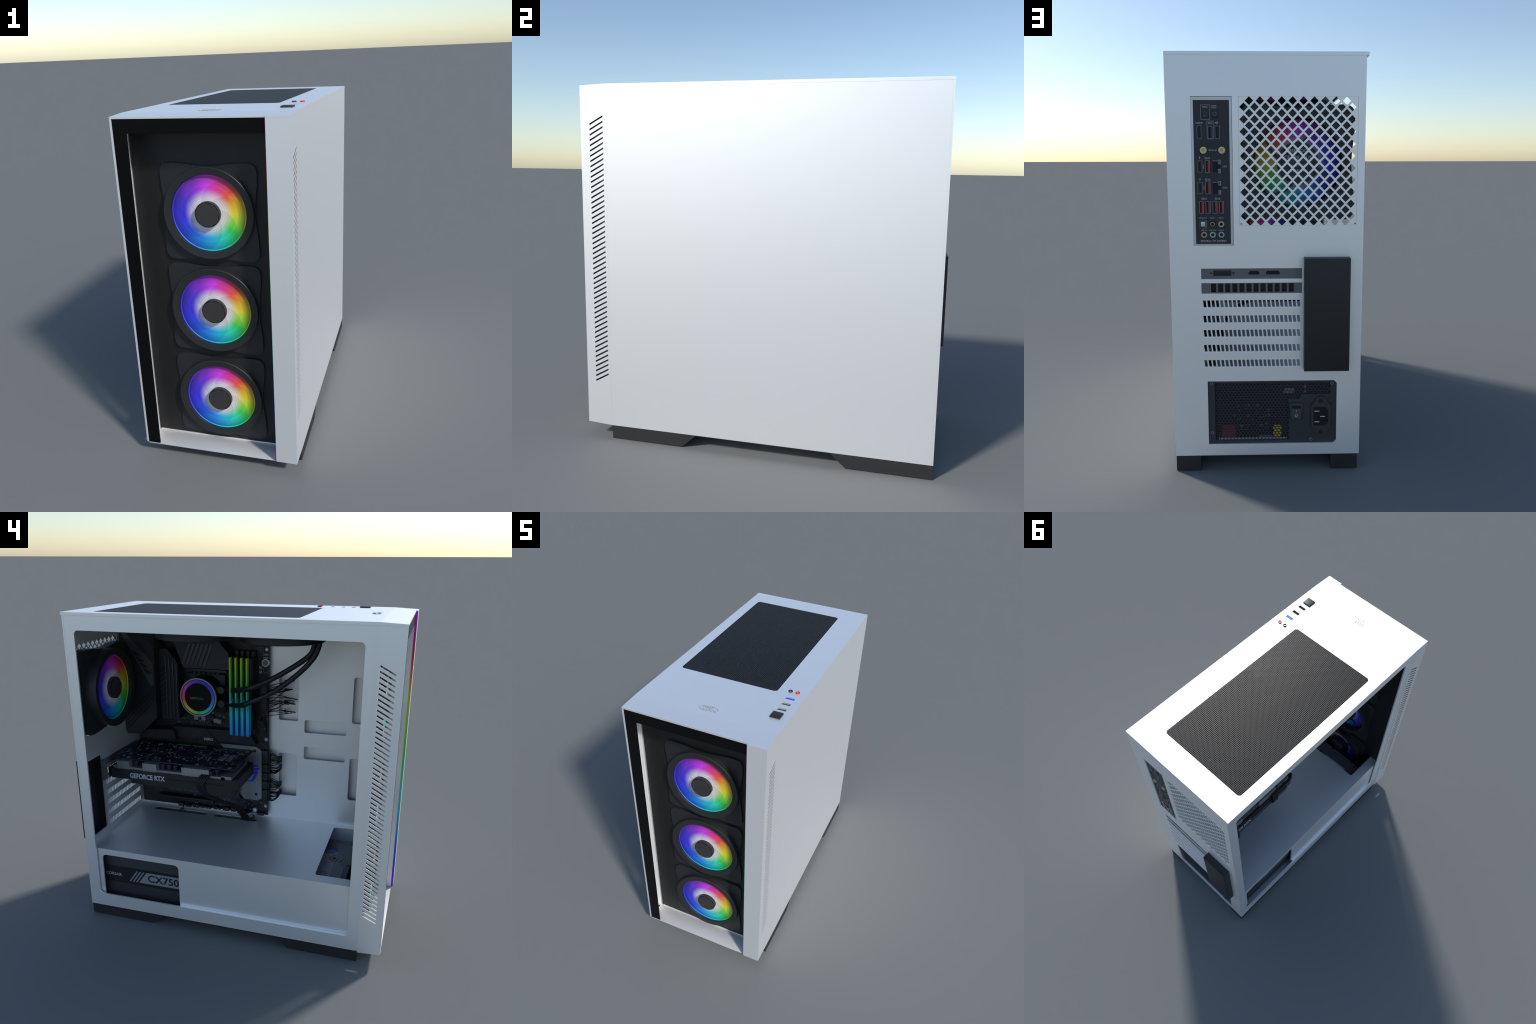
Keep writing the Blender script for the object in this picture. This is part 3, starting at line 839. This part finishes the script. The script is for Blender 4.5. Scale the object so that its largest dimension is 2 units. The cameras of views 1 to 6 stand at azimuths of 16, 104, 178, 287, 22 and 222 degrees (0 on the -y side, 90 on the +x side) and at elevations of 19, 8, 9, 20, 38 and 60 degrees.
def loom(k):
    """Thin black leads looping from the board-edge plugs into the tray openings."""
    rnd = random.Random(11)
    for zc, n, sag in ((0.985, 6, 0.03), (0.95, 5, 0.02), (0.895, 6, 0.0), (0.865, 5, -0.01), (0.80, 6, 0.035), (0.755, 6, 0.0), (0.70, 6, 0.0), (0.665, 5, -0.03)):
        for i in range(n):
            z = zc + 0.004 * (i - n / 2); x = 0.308 + 0.006 * i
            e = rnd.uniform(-0.006, 0.006)
            k.tube([(x, -0.086, z), (x - 0.006 + e, -0.115, z + e), (x + 0.01, -0.142 + e, z - sag * 0.6), (TX + 0.02, -0.152, z - sag)], 0.0026, WIRE, 6, 6)
    for i in range(22):
        z = 1.29 + 0.009 * i + rnd.uniform(-0.008, 0.008); y1 = -0.17 - rnd.uniform(0, 0.075)
        zz = z + rnd.uniform(-0.02, 0.05)
        k.tube([(0.305 + rnd.uniform(0, 0.03), -0.060, z - 0.02), (0.310, -0.115 + rnd.uniform(-0.01, 0.01), z + rnd.uniform(-0.01, 0.02)),
                (0.345 + rnd.uniform(-0.01, 0.01), y1, zz), (0.395, y1 - rnd.uniform(-0.025, 0.01), zz - rnd.uniform(0, 0.012)), (0.415, -0.160, zz - 0.01)], 0.0026, WIRE, 6, 7)
    for i in range(8):
        x = 0.33 + 0.004 * i
        k.tube([(x, -0.05 + 0.002 * i, 1.28), (x - 0.01, -0.04 - 0.002 * i, 1.22), (x, -0.055, 1.16), (x + 0.02, -0.05, 1.10)], 0.0026, WIRE, 6, 6)
    for y in (0.02, 0.575):
        for i in range(4):
            k.tube([(0.33 + 0.004 * i, y + 0.006 * i, 0.545), (0.31, y + 0.01 - 0.004 * i, 0.525), (0.290, y + 0.015 * i - 0.01, 0.48), (0.285, y, 0.42)], 0.0022, WIRE, 6, 6)
one("wiring_loom", root, loom, stuff=True)

# ------------------------------------------------------------------ memory
RAMY = [0.1385, 0.1000, 0.0615, 0.0245]
def stick(k):
    k.box(0.215, 0.338, -0.0085, 0.0085, 1.168, 1.666, HEAT, 0.002)
    k.box(0.201, 0.216, -0.0045, 0.0095, 1.392, 1.666, DARK)
    k.box(0.332, BX, -0.012, 0.012, 1.125, 1.705, BLACK)
    k.box(0.295, BX, -0.011, 0.011, 1.665, 1.702, DARK, 0.002)
    k.text("T-FORCE", 0.022, (0.255, -0.0088, 1.56), (0, 0, 1), (1, 0, 0), 0.0004, PRINTDIM)
def stick_light(k):
    k.box(0.164, 0.201, -0.0010, 0.0105, 1.158, 1.676, RAMLIGHT, 0.002)
    k.prism("y", [(0.1645, 1.158), (0.220, 1.158), (0.220, 1.369), (0.190, 1.402), (0.1645, 1.387)], -0.0095, -0.0011, RAMLIGHT)
    k.text("TEAM GROUP", 0.013, (0.1638, -0.004, 1.367), (0, 0, 1), (0, 1, 0), 0.0004, GREENLED)
ram0 = one("memory_stick", root, stick)
light0 = one("light_bar", ram0, stick_light)
ram0.location = (-0.009, RAMY[0], 0.002)
for y in RAMY[1:]:
    r = duplicate(ram0, root); r.location.y = y
    duplicate(light0, r)

# ------------------------------------------------------------------ graphics card
GZ = 1.000
def gpu_board(k):
    k.box(-0.085, 0.335, 0.040, 0.915, GZ, GZ + 0.008, CARD)
    for y, x in ((0.80, -0.06), (0.80, 0.10), (0.55, 0.26), (0.30, -0.06), (0.28, 0.25), (0.20, 0.12), (0.075, -0.065), (0.065, 0.28), (0.33, 0.05), (0.62, -0.01)):
        k.cyl("z", (x, y), 0.013, GZ + 0.008, GZ + 0.0088, BRASS, 18, inner=0.007)
    for x in (0.15, 0.15):
        pass
    for y in (0.195, 0.150):
        k.prism("z", [(0.06, y), (0.06, y - 0.035), (0.19, y - 0.035), (0.19, y)], GZ + 0.008, GZ + 0.0088, LABELGREY)
    for y0, y1 in ((0.60, 0.50), (0.48, 0.37)):
        k.box(0.295, 0.312, y0, y1, GZ + 0.008, GZ + 0.012, mat("green_connector", (0.02, 0.22, 0.06), 0.5))
    for y, x, a, b in ((0.66, 0.20, 0.03, 0.02), (0.43, 0.10, 0.05, 0.05), (0.36, 0.24, 0.02, 0.035), (0.72, 0.05, 0.018, 0.03), (0.24, 0.19, 0.02, 0.02)):
        k.box(x - a, x + a, y - b, y + b, GZ + 0.008, GZ + 0.0112, DARK, 0.001)
    rnd = random.Random(21)
    for _ in range(210):
        y, x = rnd.uniform(0.06, 0.89), rnd.uniform(-0.07, 0.30)
        a, b = rnd.uniform(0.003, 0.009), rnd.uniform(0.002, 0.006)
        k.box(x - a, x + a, y - b, y + b, GZ + 0.008, GZ + 0.0105, rnd.choice((LABELGREY, LABELGREY, PRINTDIM, DARK)))
gpu = one("graphics_card", root, gpu_board)
gpu.location = (-0.016, -0.006, 0.006)

def gpu_fins(k):
    k.box(-0.090, 0.30, 0.10, 0.895, 0.930, 0.952, FINS)
    for y0, y1 in ((0.865, 0.775), (0.675, 0.575), (0.395, 0.205)):
        k.box(-0.098, 0.28, y0, y1, 0.930, 0.992, FINS)
    k.box(-0.090, 0.24, 0.055, 0.125, 0.935, 0.958, FINS)
    for y in (0.74, 0.545, 0.50, 0.455, 0.165):
        k.cyl("z", (-0.055, y), 0.017, 0.950, 0.985, DARK, 18)
        k.cyl("z", (-0.055, y), 0.0172, 0.980, 0.990, NAVY, 18)
one("heatsink", gpu, gpu_fins).location = (-0.018, -0.006, 0.004)

def gpu_shroud(k):
    # angular plastic shell below the fins
    k.prism("z", [(-0.105, 0.905), (-0.105, 0.060), (-0.085, 0.022), (0.10, 0.010), (0.29, 0.030), (0.29, 0.905)], 0.870, 0.934, BLACK)
    k.prism("z", [(-0.110, 0.760), (-0.110, 0.110), (-0.085, 0.050), (0.26, 0.050), (0.26, 0.760)], 0.845, 0.900, BLACK)
    k.prism("x", [(0.055, 0.934), (0.012, 0.945), (0.012, 0.870), (0.055, 0.870)], -0.085, 0.24, BLACK)
one("card_shroud", gpu, gpu_shroud).location = (-0.024, -0.010, 0.008)
one("lettering", gpu, lambda k: k.text("GEFORCE RTX", 0.047, (-0.1105, 0.640, 0.899), (0, -1, 0), (0, 0, 1), 0.0008, PRINT, bold=0.0016, xs=0.82)).location = (-0.024, -0.010, 0.008)

def gpu_bracket(k):
    y0, y1 = YB - 0.008, YB - 0.0055
    dvi, hdmi, dp = (0.2572, 0.1723, 0.9792, 1.0053), (0.0917, 0.0415), (0.0091, -0.0556)
    k.box(-0.1615, 0.3140, y0, y1, 0.9640, 1.0150, GREY)
    k.box(dvi[0], dvi[1], y1, y1 + 0.003, dvi[2], dvi[3], DARK, 0.001)
    k.box(0.250, 0.222, y1 + 0.003, y1 + 0.0036, 0.991, 0.994, DEEP)
    for i in range(8):
        for j in range(3):
            k.box(0.214 - 0.0045 * i, 0.2115 - 0.0045 * i, y1 + 0.003, y1 + 0.0036, 0.984 + 0.006 * j, 0.987 + 0.006 * j, DEEP)
    for x in (0.267, 0.162):
        k.cyl("y", (x, 0.9925), 0.0048, y1, y1 + 0.003, BLACK, 12)
    for a, b in (hdmi, dp):
        k.prism("y", [(a, 0.9845), (b, 0.9845), (b, 0.9955), (b + 0.007, 1.0018), (a - 0.007, 1.0018), (a, 0.9955)], y1, y1 + 0.0015, DEEP)
    # second slot: ventilation windows
    holes = [rrect(0.2685 - i * 0.0333, 0.9005, 0.2445 - i * 0.0333, 0.9415) for i in range(12)]
    k.plate("y", rrect(-0.1615, 0.8945, 0.3140, 0.9460), holes, y0, y1, GREY)
    k.box(-0.150, 0.300, YB - 0.035, YB - 0.033, 0.885, 0.955, BLACK)
    # bent tab inside the case
    k.box(-0.205, -0.165, 0.912, YB - 0.011, 0.880, 1.018, GREY)
one("card_bracket", gpu, gpu_bracket).location = (0.016, 0.006, -0.006)

def gpu_leads(k):
    for i in range(4):
        d = 0.016 * i
        k.tube([(-0.085, 0.235 - d, 0.965), (-0.125, 0.255 - d, 0.945), (-0.140, 0.265 - d * 0.8, 0.900), (-0.105, 0.250 - d * 0.9, 0.825),
                (0.02, 0.215 - d, 0.740), (0.15, 0.150 - d, 0.655), (0.250, 0.128 - d, 0.575), (0.300, 0.108 - d, 0.495), (0.31, 0.100 - d, 0.40)], 0.0075, WIRE, 8, 8)
    k.box(-0.10, -0.05, 0.175, 0.245, 0.955, 0.985, BLACK, 0.003)
one("power_lead", gpu, gpu_leads).location = (-0.012, 0.0, 0.003)

# ------------------------------------------------------------------ power supply
PX0, PX1, PZ0, PZ1 = -0.331, 0.2935, 0.137, 0.459
def psu_body(k):
    k.box(-0.3815, PX1, 0.265, YB - 0.030, 0.105, PZ1, PSUBLACK, 0.006)
    k.box(-0.3827, -0.37, 0.275, YB - 0.034, 0.2320, 0.3535, PSUBAND)
psu = one("power_supply", root, psu_body)
def psu_label(k):
    x0, x1 = -0.4064, -0.4052
    k.prism("x", [(0.540, 0.3475), (0.275, 0.3475), (0.275, 0.2660), (0.598, 0.2660)], x0, x1, LABELGREY)
    for i in range(3):
        y = 0.6085 - 0.0235 * i
        k.prism("x", [(y + 0.004, 0.3475), (y - 0.007, 0.3475), (y + 0.0495, 0.2660), (y + 0.0605, 0.2660)], x0, x1, LABELGREY)
    k.text("CX750", 0.0715, (x0 - 0.0004, 0.5340, 0.3050), (0, -1, 0), (0, 0, 1), 0.0006, INK, bold=0.0013, align="LEFT", xs=1.08)
    k.text("CORSAIR", 0.030, (x0 - 0.0002, 0.8400, 0.3040), (0, -1, 0), (0, 0, 1), 0.0006, PRINT, align="LEFT", xs=0.95)
    for i in range(3):
        k.prism("x", [(0.862 + 0.012 * i, 0.2930), (0.850 + 0.010 * i, 0.2930), (0.872 + 0.006 * i, 0.3250 - 0.004 * i)], x0, x1, PRINT)
one("lettering", psu, psu_label).location = (0.0225, 0.0105, -0.012)

PYB = YB - 0.0125
def psu_rear(k):
    y = PYB
    k.prism("y", [(PX1 + 0.01, PZ0), (PX1 + 0.01, PZ1 + 0.02), (PX0 - 0.02, PZ1 + 0.02), (PX0 - 0.02, PZ0)], PYB - 0.015, y - 0.003, PSUBLACK)
    # raised sheet round the honeycomb
    k.box(PX0 - 0.02, -0.0955, y - 0.003, y, PZ0 + 0.002, 0.375, PSUBLACK)
    k.box(0.262, PX1, y - 0.003, y, PZ0 + 0.001, PZ1 + 0.02, PSUBLACK)
    k.box(PX0 - 0.02, -0.300, y - 0.003, y, 0.375, PZ1 + 0.02, PSUBLACK)
    k.box(-0.300, 0.262, y - 0.003, y, 0.452, PZ1 + 0.02, PSUBLACK)
    k.box(-0.0955, 0.262, y - 0.003, y, PZ0 + 0.001, 0.155, PSUBLACK)
    k.box(-0.300, -0.1555, y - 0.003, y, 0.375, 0.391, PSUBLACK)
back = one("rear_plate", psu, psu_rear)
back.location.z = -0.006
def honeycomb(k):
    """Lattice of six-sided rings; the region narrows beside the switch and socket."""
    px, pz, y = 0.01695, 0.01322, PYB
    for row in range(22):
        z = 0.4424 - row * pz
        if z < 0.160: break
        x = 0.2380 + (px / 2 if row % 2 else 0.0)
        limit = -0.296 if row < 4 else (-0.153 if row < 6 else -0.094)
        while x > limit:
            ro, ri = 0.0100, 0.0072
            a = [(x + ro * sin(pi / 3 * q), z + 0.92 * ro * cos(pi / 3 * q)) for q in range(6)]
            b = [(x + ri * sin(pi / 3 * q), z + 0.84 * ri * cos(pi / 3 * q)) for q in range(6)]
            v = [(p[0], y, p[1]) for p in a + b] + [(p[0], y - 0.003, p[1]) for p in b]
            fs = [(q, (q + 1) % 6, 6 + (q + 1) % 6, 6 + q) for q in range(6)]
            fs += [(6 + q, 6 + (q + 1) % 6, 12 + (q + 1) % 6, 12 + q) for q in range(6)]
            k.add(v, fs, PSUBLACK)
            x -= px
one("honeycomb_grille", back, honeycomb)
def psu_inside(k):
    y0, y1 = PYB - 0.0029, PYB - 0.0017
    k.box(-0.300, 0.262, y0 - 0.0012, y0, 0.155, 0.452, DEEP)
    k.box(0.228, 0.163, y0, y1, 0.172, 0.234, REDDARK)
    k.box(-0.0225, -0.062, y0, y1, 0.172, 0.232, YELLOW)
    k.box(0.245, -0.09, y0, y1 - 0.0004, 0.157, 0.168, LABELGREY)
    k.box(0.050, -0.02, y0, y1, 0.168, 0.176, LABELGREY)
    rnd = random.Random(9)
    for _ in range(60):
        x, z = rnd.uniform(-0.02, 0.20), rnd.uniform(0.21, 0.345)
        k.box(x - 0.004, x + 0.004, y0, y1 - 0.0003, z - 0.002, z + 0.002, rnd.choice((PRINTDIM, DARK, PRINTDIM, GREENLED)))
    k.box(-0.075, -0.125, y0, y1, 0.395, 0.425, PRINTDIM)
    k.box(-0.175, -0.182, y0, y1, 0.400, 0.445, PRINTDIM)
one("power_circuit", back, psu_inside, stuff=True)
def switch(k):
    y = PYB + 0.006
    k.box(-0.1031, -0.1668, y - 0.006, y + 0.004, 0.264, 0.348, PSUBLACK, 0.0015)
    k.box(-0.1121, -0.1577, y + 0.004, y + 0.005, 0.272, 0.336, DEEP)
    k.prism("x", [(y + 0.0045, 0.272), (y + 0.0045, 0.322), (y + 0.006, 0.322), (y + 0.011, 0.272)], -0.1577, -0.1121, RIDGE)
    k.box(-0.1342, -0.1356, y + 0.006, y + 0.0090, 0.304, 0.316, PRINT)
    k.text("O", 0.019, (-0.1349, y + 0.0100, 0.2860), (-1, 0, 0), (0, 0.0, 1), 0.0006, PRINT)
one("power_switch", back, switch)
def socket(k):
    y = PYB + 0.006
    k.prism("y", [(-0.2088, 0.337), (-0.240, 0.378), (-0.2553, 0.3826), (-0.271, 0.378), (-0.3025, 0.337), (-0.3025, 0.2234), (-0.271, 0.186), (-0.2553, 0.182), (-0.240, 0.186), (-0.2088, 0.2234)], y - 0.006, y + 0.006, RIDGE)
    inner = [(-0.2201, 0.3289), (-0.275, 0.3289), (-0.2927, 0.312), (-0.2927, 0.249), (-0.275, 0.2316), (-0.2201, 0.2316)]
    k.prism("y", inner, y + 0.006, y + 0.0066, DEEP)
    for x, z in ((-0.236, 0.3075), (-0.264, 0.280), (-0.236, 0.2525)):
        k.box(x - 0.012, x + 0.012, y + 0.0066, y + 0.0075, z - 0.0022, z + 0.0022, PRINT)
    for z in (0.3603, 0.2000):
        k.cyl("y", (-0.255, z), 0.0115, y + 0.006, y + 0.0078, DARK, 18)
        k.box(-0.262, -0.248, y + 0.0078, y + 0.0082, z - 0.001, z + 0.001, DEEP)
one("mains_socket", back, socket)
for x, z in ((0.2766, 0.4500), (-0.3110, 0.4470), (0.2773, 0.1962), (-0.2085, 0.1560)):
    def psu_screw(k, x=x, z=z):
        y = PYB
        k.cyl("y", (x, z), 0.0082, y, y + 0.0028, STEEL, 18, 0.0070, inner=0.0045)
        k.cyl("y", (x, z), 0.0045, y, y + 0.0010, DEEP, 14)
    one("screw", back, psu_screw)

# ------------------------------------------------------------------ rear connectors
IOY = YB - 0.0045
def io_plate(k):
    k.box(0.170, 0.3335, IOY - 0.006, IOY, 1.1295, 1.7830, IOPAINT)
    fr = rrect(0.1605, 1.1240, 0.3440, 1.7965)
    k.plate("y", fr, [rrect(0.1712, 1.1310, 0.3330, 1.7820)], IOY - 0.006, YB - 0.0018, SILVER)
    k.box(0.1587, 0.3445, YB - 0.0095, YB - 0.0065, 1.1230, 1.7990, DEEP)
io = one("connector_panel", root, io_plate)
def frame(k, x1, z0, x0, z1, w, material, d=0.0012):
    k.plate("y", rrect(x0, z0, x1, z1), [rrect(x0 + w, z0 + w, x1 - w, z1 - w)], IOY, IOY + d, material)
def usb_a(k, x1, z0, x0, z1, tongue):
    frame(k, x1, z0, x0, z1, 0.0020, LABELGREY, 0.003)
    k.box(x0 + 0.002, x1 - 0.002, IOY, IOY + 0.0008, z0 + 0.002, z1 - 0.002, DEEP)
    k.box(x0 + 0.0035, x0 + 0.0095, IOY + 0.0008, IOY + 0.0022, z0 + 0.004, z1 - 0.004, tongue)
ports = [("usb_port", lambda k: usb_a(k, 0.2685, 1.6130, 0.2480, 1.6680, DARK)),
         ("usb_port", lambda k: usb_a(k, 0.2370, 1.6130, 0.2140, 1.6690, DARK)),
         ("usb_port", lambda k: usb_a(k, 0.2840, 1.4600, 0.2625, 1.5150, RED)),
         ("usb_port", lambda k: usb_a(k, 0.2845, 1.3630, 0.2620, 1.4190, RED))]
for x1, x0 in ((0.3150, 0.2940), (0.2850, 0.2630), (0.2530, 0.2315), (0.2220, 0.2015)):
    ports.append(("usb_port", lambda k, x1=x1, x0=x0: usb_a(k, x1, 1.2735, x0, 1.3300, RED)))
def hdmi_port(k):
    k.prism("y", [(0.318, 1.663), (0.318, 1.620), (0.312, 1.611), (0.298, 1.611), (0.298, 1.671), (0.312, 1.671)], IOY, IOY + 0.002, LABELGREY)
    k.prism("y", [(0.3162, 1.662), (0.3162, 1.621), (0.311, 1.613), (0.2998, 1.613), (0.2998, 1.669), (0.311, 1.669)], IOY + 0.002, IOY + 0.0024, DEEP)
    k.box(0.3060, 0.3095, IOY + 0.0024, IOY + 0.003, 1.620, 1.662, DARK)
ports.append(("video_port", hdmi_port))
for z in (1.4875, 1.3907):
    def thunder(k, z=z):
        frame(k, 0.3202, z - 0.027, 0.2962, z + 0.027, 0.0026, PRINTDIM, 0.0025)
        k.box(0.2990, 0.3175, IOY, IOY + 0.0012, z - 0.0245, z + 0.0245, DARK)
        k.box(0.3065, 0.3110, IOY + 0.0012, IOY + 0.002, z - 0.017, z + 0.017, DEEP)
    ports.append(("usb_c_port", thunder))
    def lan(k, z=z):
        k.prism("y", [(0.2493, z + 0.024), (0.2280, z + 0.024), (0.2280, z + 0.014), (0.2150, z + 0.014), (0.2150, z - 0.014), (0.2280, z - 0.014), (0.2280, z - 0.026), (0.2493, z - 0.026)], IOY, IOY + 0.0015, DEEP)
        k.box(0.2260, 0.2500, IOY, IOY + 0.0025, z + 0.0240, z + 0.0265, LABELGREY)
        for s, lamp in ((1, GREENLED), (-1, PRINTDIM)):
            k.box(0.2130, 0.2250, IOY, IOY + 0.0022, z + s * 0.0205 - 0.010, z + s * 0.0205 + 0.010, LABELGREY)
            k.box(0.2175, 0.2235, IOY + 0.0022, IOY + 0.0027, z + s * 0.021 - 0.006, z + s * 0.021 + 0.006, lamp)
    ports.append(("network_port", lan))
for x in (0.2905, 0.2068):
    def antenna(k, x=x):
        k.cyl("y", (x, 1.5605), 0.0160, IOY, IOY + 0.004, GOLD, 12)
        k.cyl("y", (x, 1.5605), 0.0130, IOY + 0.004, IOY + 0.012, GOLD, 24, inner=0.0085)
        k.cyl("y", (x, 1.5605), 0.0030, IOY + 0.004, IOY + 0.011, BRASS, 12)
    ports.append(("antenna_connector", antenna))
for x, z, c in ((0.2557, 1.2232, INK), (0.2151, 1.2232, PEACH), (0.2951, 1.1741, PINK), (0.2549, 1.1741, MINT), (0.2147, 1.1741, SKY)):
    def rear_jack(k, x=x, z=z, c=c):
        k.cyl("y", (x, z), 0.0138, IOY, IOY + 0.003, c, 28, inner=0.0100)
        k.cyl("y", (x, z), 0.0100, IOY, IOY + 0.0035, BRASS, 24, inner=0.0075)
        k.cyl("y", (x, z), 0.0075, IOY, IOY + 0.0008, DEEP, 20)
    ports.append(("audio_jack", rear_jack))
def optical(k):
    frame(k, 0.3148, 1.2032, 0.2819, 1.2437, 0.0018, PRINTDIM, 0.002)
    k.box(0.2905, 0.3092, IOY, IOY + 0.003, 1.2121, 1.2349, SILVER, 0.001)
    k.box(0.2835, 0.2875, IOY + 0.002, IOY + 0.003, 1.2085, 1.2385, LABELGREY)
ports.append(("optical_port", optical))
def bios_buttons(k):
    frame(k, 0.3001, 1.6960, 0.2574, 1.7619, 0.0020, LABELGREY)
    frame(k, 0.2727, 1.6097, 0.2418, 1.6912, 0.0018, LABELGREY)
    for x1, x0 in ((0.2946, 0.2632), (0.2526, 0.2207)):
        k.box(x0, x1, IOY, IOY + 0.0022, 1.7040, 1.7395, BLACK, 0.001)
    k.cyl("y", (0.2366, 1.7220), 0.0088, IOY + 0.0022, IOY + 0.0027, PRINTDIM, 24, inner=0.0066)
    k.cyl("y", (0.2790, 1.7260), 0.0075, IOY + 0.0022, IOY + 0.0027, PRINTDIM, 24, inner=0.0060)
ports.append(("bios_button", bios_buttons))
for nm, fn in ports:
    one(nm, io, fn)
def io_print(k):
    R, U = (-1, 0, 0), (0, 0, 1)
    t = lambda s, size, x, z, m=PRINT: k.text(s, size, (x, IOY + 0.0002, z), R, U, 0.0006, m)
    t("BIOS", 0.0110, 0.2790, 1.7520); t("CLEAR", 0.0085, 0.2400, 1.7565); t("CMOS", 0.0085, 0.2410, 1.7485)
    k.text("BIOS", 0.0095, (0.2790, IOY + 0.0024, 1.7115), R, U, 0.0004, PRINTDIM)
    t("HDMI", 0.0120, 0.3075, 1.6810); t("BIOS", 0.0100, 0.2572, 1.6810)
    k.prism("y", [(0.236, 1.6818), (0.236, 1.6828), (0.220, 1.6828), (0.220, 1.6818)], IOY, IOY + 0.0006, PRINT)
    for x, z in ((0.2345, 1.6823), (0.2255, 1.6865), (0.2275, 1.6780)):
        k.cyl("y", (x, z), 0.0024, IOY, IOY + 0.0007, PRINT, 12)
    t("WI-FI 6E", 0.0110, 0.2490, 1.5605)
    for z in (1.5265, 1.4295):
        k.prism("y", [(0.3060, z + 0.009), (0.3120, z - 0.001), (0.3085, z - 0.001), (0.3115, z - 0.009), (0.3050, z + 0.002), (0.3085, z + 0.002)], IOY, IOY + 0.0006, PRINT)
        t("SS10", 0.0130, 0.2740, z - 0.002)
    for z in (1.4875, 1.3907):
        t("2.5G", 0.0110, 0.1950, z); k.text("TYPE C", 0.0075, (0.2905, IOY + 0.0002, z), (0, 0, 1), (1, 0, 0), 0.0006, PRINT)
    t("SS10", 0.0130, 0.2920, 1.3405); t("SS10", 0.0130, 0.2300, 1.3405)
    t("SPDIF OUT", 0.0078, 0.2990, 1.2520); t("REAR", 0.0078, 0.2570, 1.2520); t("C/SUB", 0.0078, 0.2160, 1.2520)
    t("MIC IN", 0.0078, 0.2960, 1.1945); t("LINE OUT", 0.0078, 0.2560, 1.1945); t("LINE IN", 0.0078, 0.2160, 1.1945)
    k.text("REPUBLIC OF GAMERS", 0.0125, (0.2525, IOY + 0.0002, 1.1445), R, U, 0.0006, PRINT, xs=0.96)
one("lettering", io, io_print)

# ------------------------------------------------------------------ hard drive
HZ = 0.394
def drive(k):
    k.box(-0.310, 0.343, -0.7270, -0.340, 0.310, HZ, DRIVE, 0.006)
    # pressed relief on the lid
    pts = [(0.24, -0.40), (0.24, -0.62), (0.20, -0.665), (0.06, -0.665), (0.02, -0.645), (-0.02, -0.66), (-0.05, -0.69), (-0.27, -0.69), (-0.27, -0.40)]
    k.prism("z", pts, HZ, HZ + 0.003, DRIVE)
    k.prism("z", [(0.20, -0.42), (0.20, -0.60), (0.165, -0.640), (0.05, -0.640), (0.01, -0.615), (-0.03, -0.64), (-0.06, -0.67), (-0.25, -0.67), (-0.25, -0.42)], HZ + 0.003, HZ + 0.005, DRIVE)
    for x, y in ((0.30, -0.70), (-0.005, -0.715), (-0.28, -0.705)):
        k.cyl("z", (x, y), 0.010, HZ, HZ + 0.002, DARK, 18)
hd = one("hard_drive", root, drive)
def drive_label(k):
    z0, z1 = HZ + 0.005, HZ + 0.0058
    arc = [(0.095 - 0.028 * sin(a), -0.590 + 0.030 * cos(a)) for a in [0.3 + 2.5 * i / 8 for i in range(9)]]
    k.prism("z", [(0.150, -0.42), (0.150, -0.620), (0.125, -0.625), (0.100, -0.600), (0.072, -0.572), (0.035, -0.578), (0.015, -0.600), (-0.01, -0.618), (-0.232, -0.622), (-0.232, -0.42)], z0, z1, DRIVELABEL)
    k.prism("z", [(0.200, -0.42), (0.200, -0.595), (0.188, -0.615), (0.165, -0.622), (0.150, -0.620), (0.150, -0.42)], z0, z1 + 0.0002, DRIVEBLUE)
    k.cyl("z", (0.058, -0.612), 0.026, z0, z0 + 0.001, DRIVE, 24)
    k.cyl("z", (0.058, -0.612), 0.010, z0 + 0.001, z0 + 0.0015, DEEP, 16)
    R, U = (0, 1, 0), (-1, 0, 0)
    t = lambda s, size, x, y, m=INK, b=0.0: k.text(s, size, (x, y, z1 + 0.0002), R, U, 0.0005, m, bold=b)
    t("WD", 0.030, 0.168, -0.575, PRINT, 0.001)
    t("CE FC", 0.026, 0.132, -0.570, INK, 0.0006)
    t("1TB", 0.040, -0.212, -0.575, INK, 0.0012); t("S/N: WCC4E", 0.013, -0.180, -0.570)
    t("SATA 64MB", 0.013, -0.150, -0.570); t("5400 RPM", 0.010, -0.135, -0.570)
one("drive_label", hd, drive_label)

print("objects", len(bpy.data.objects))
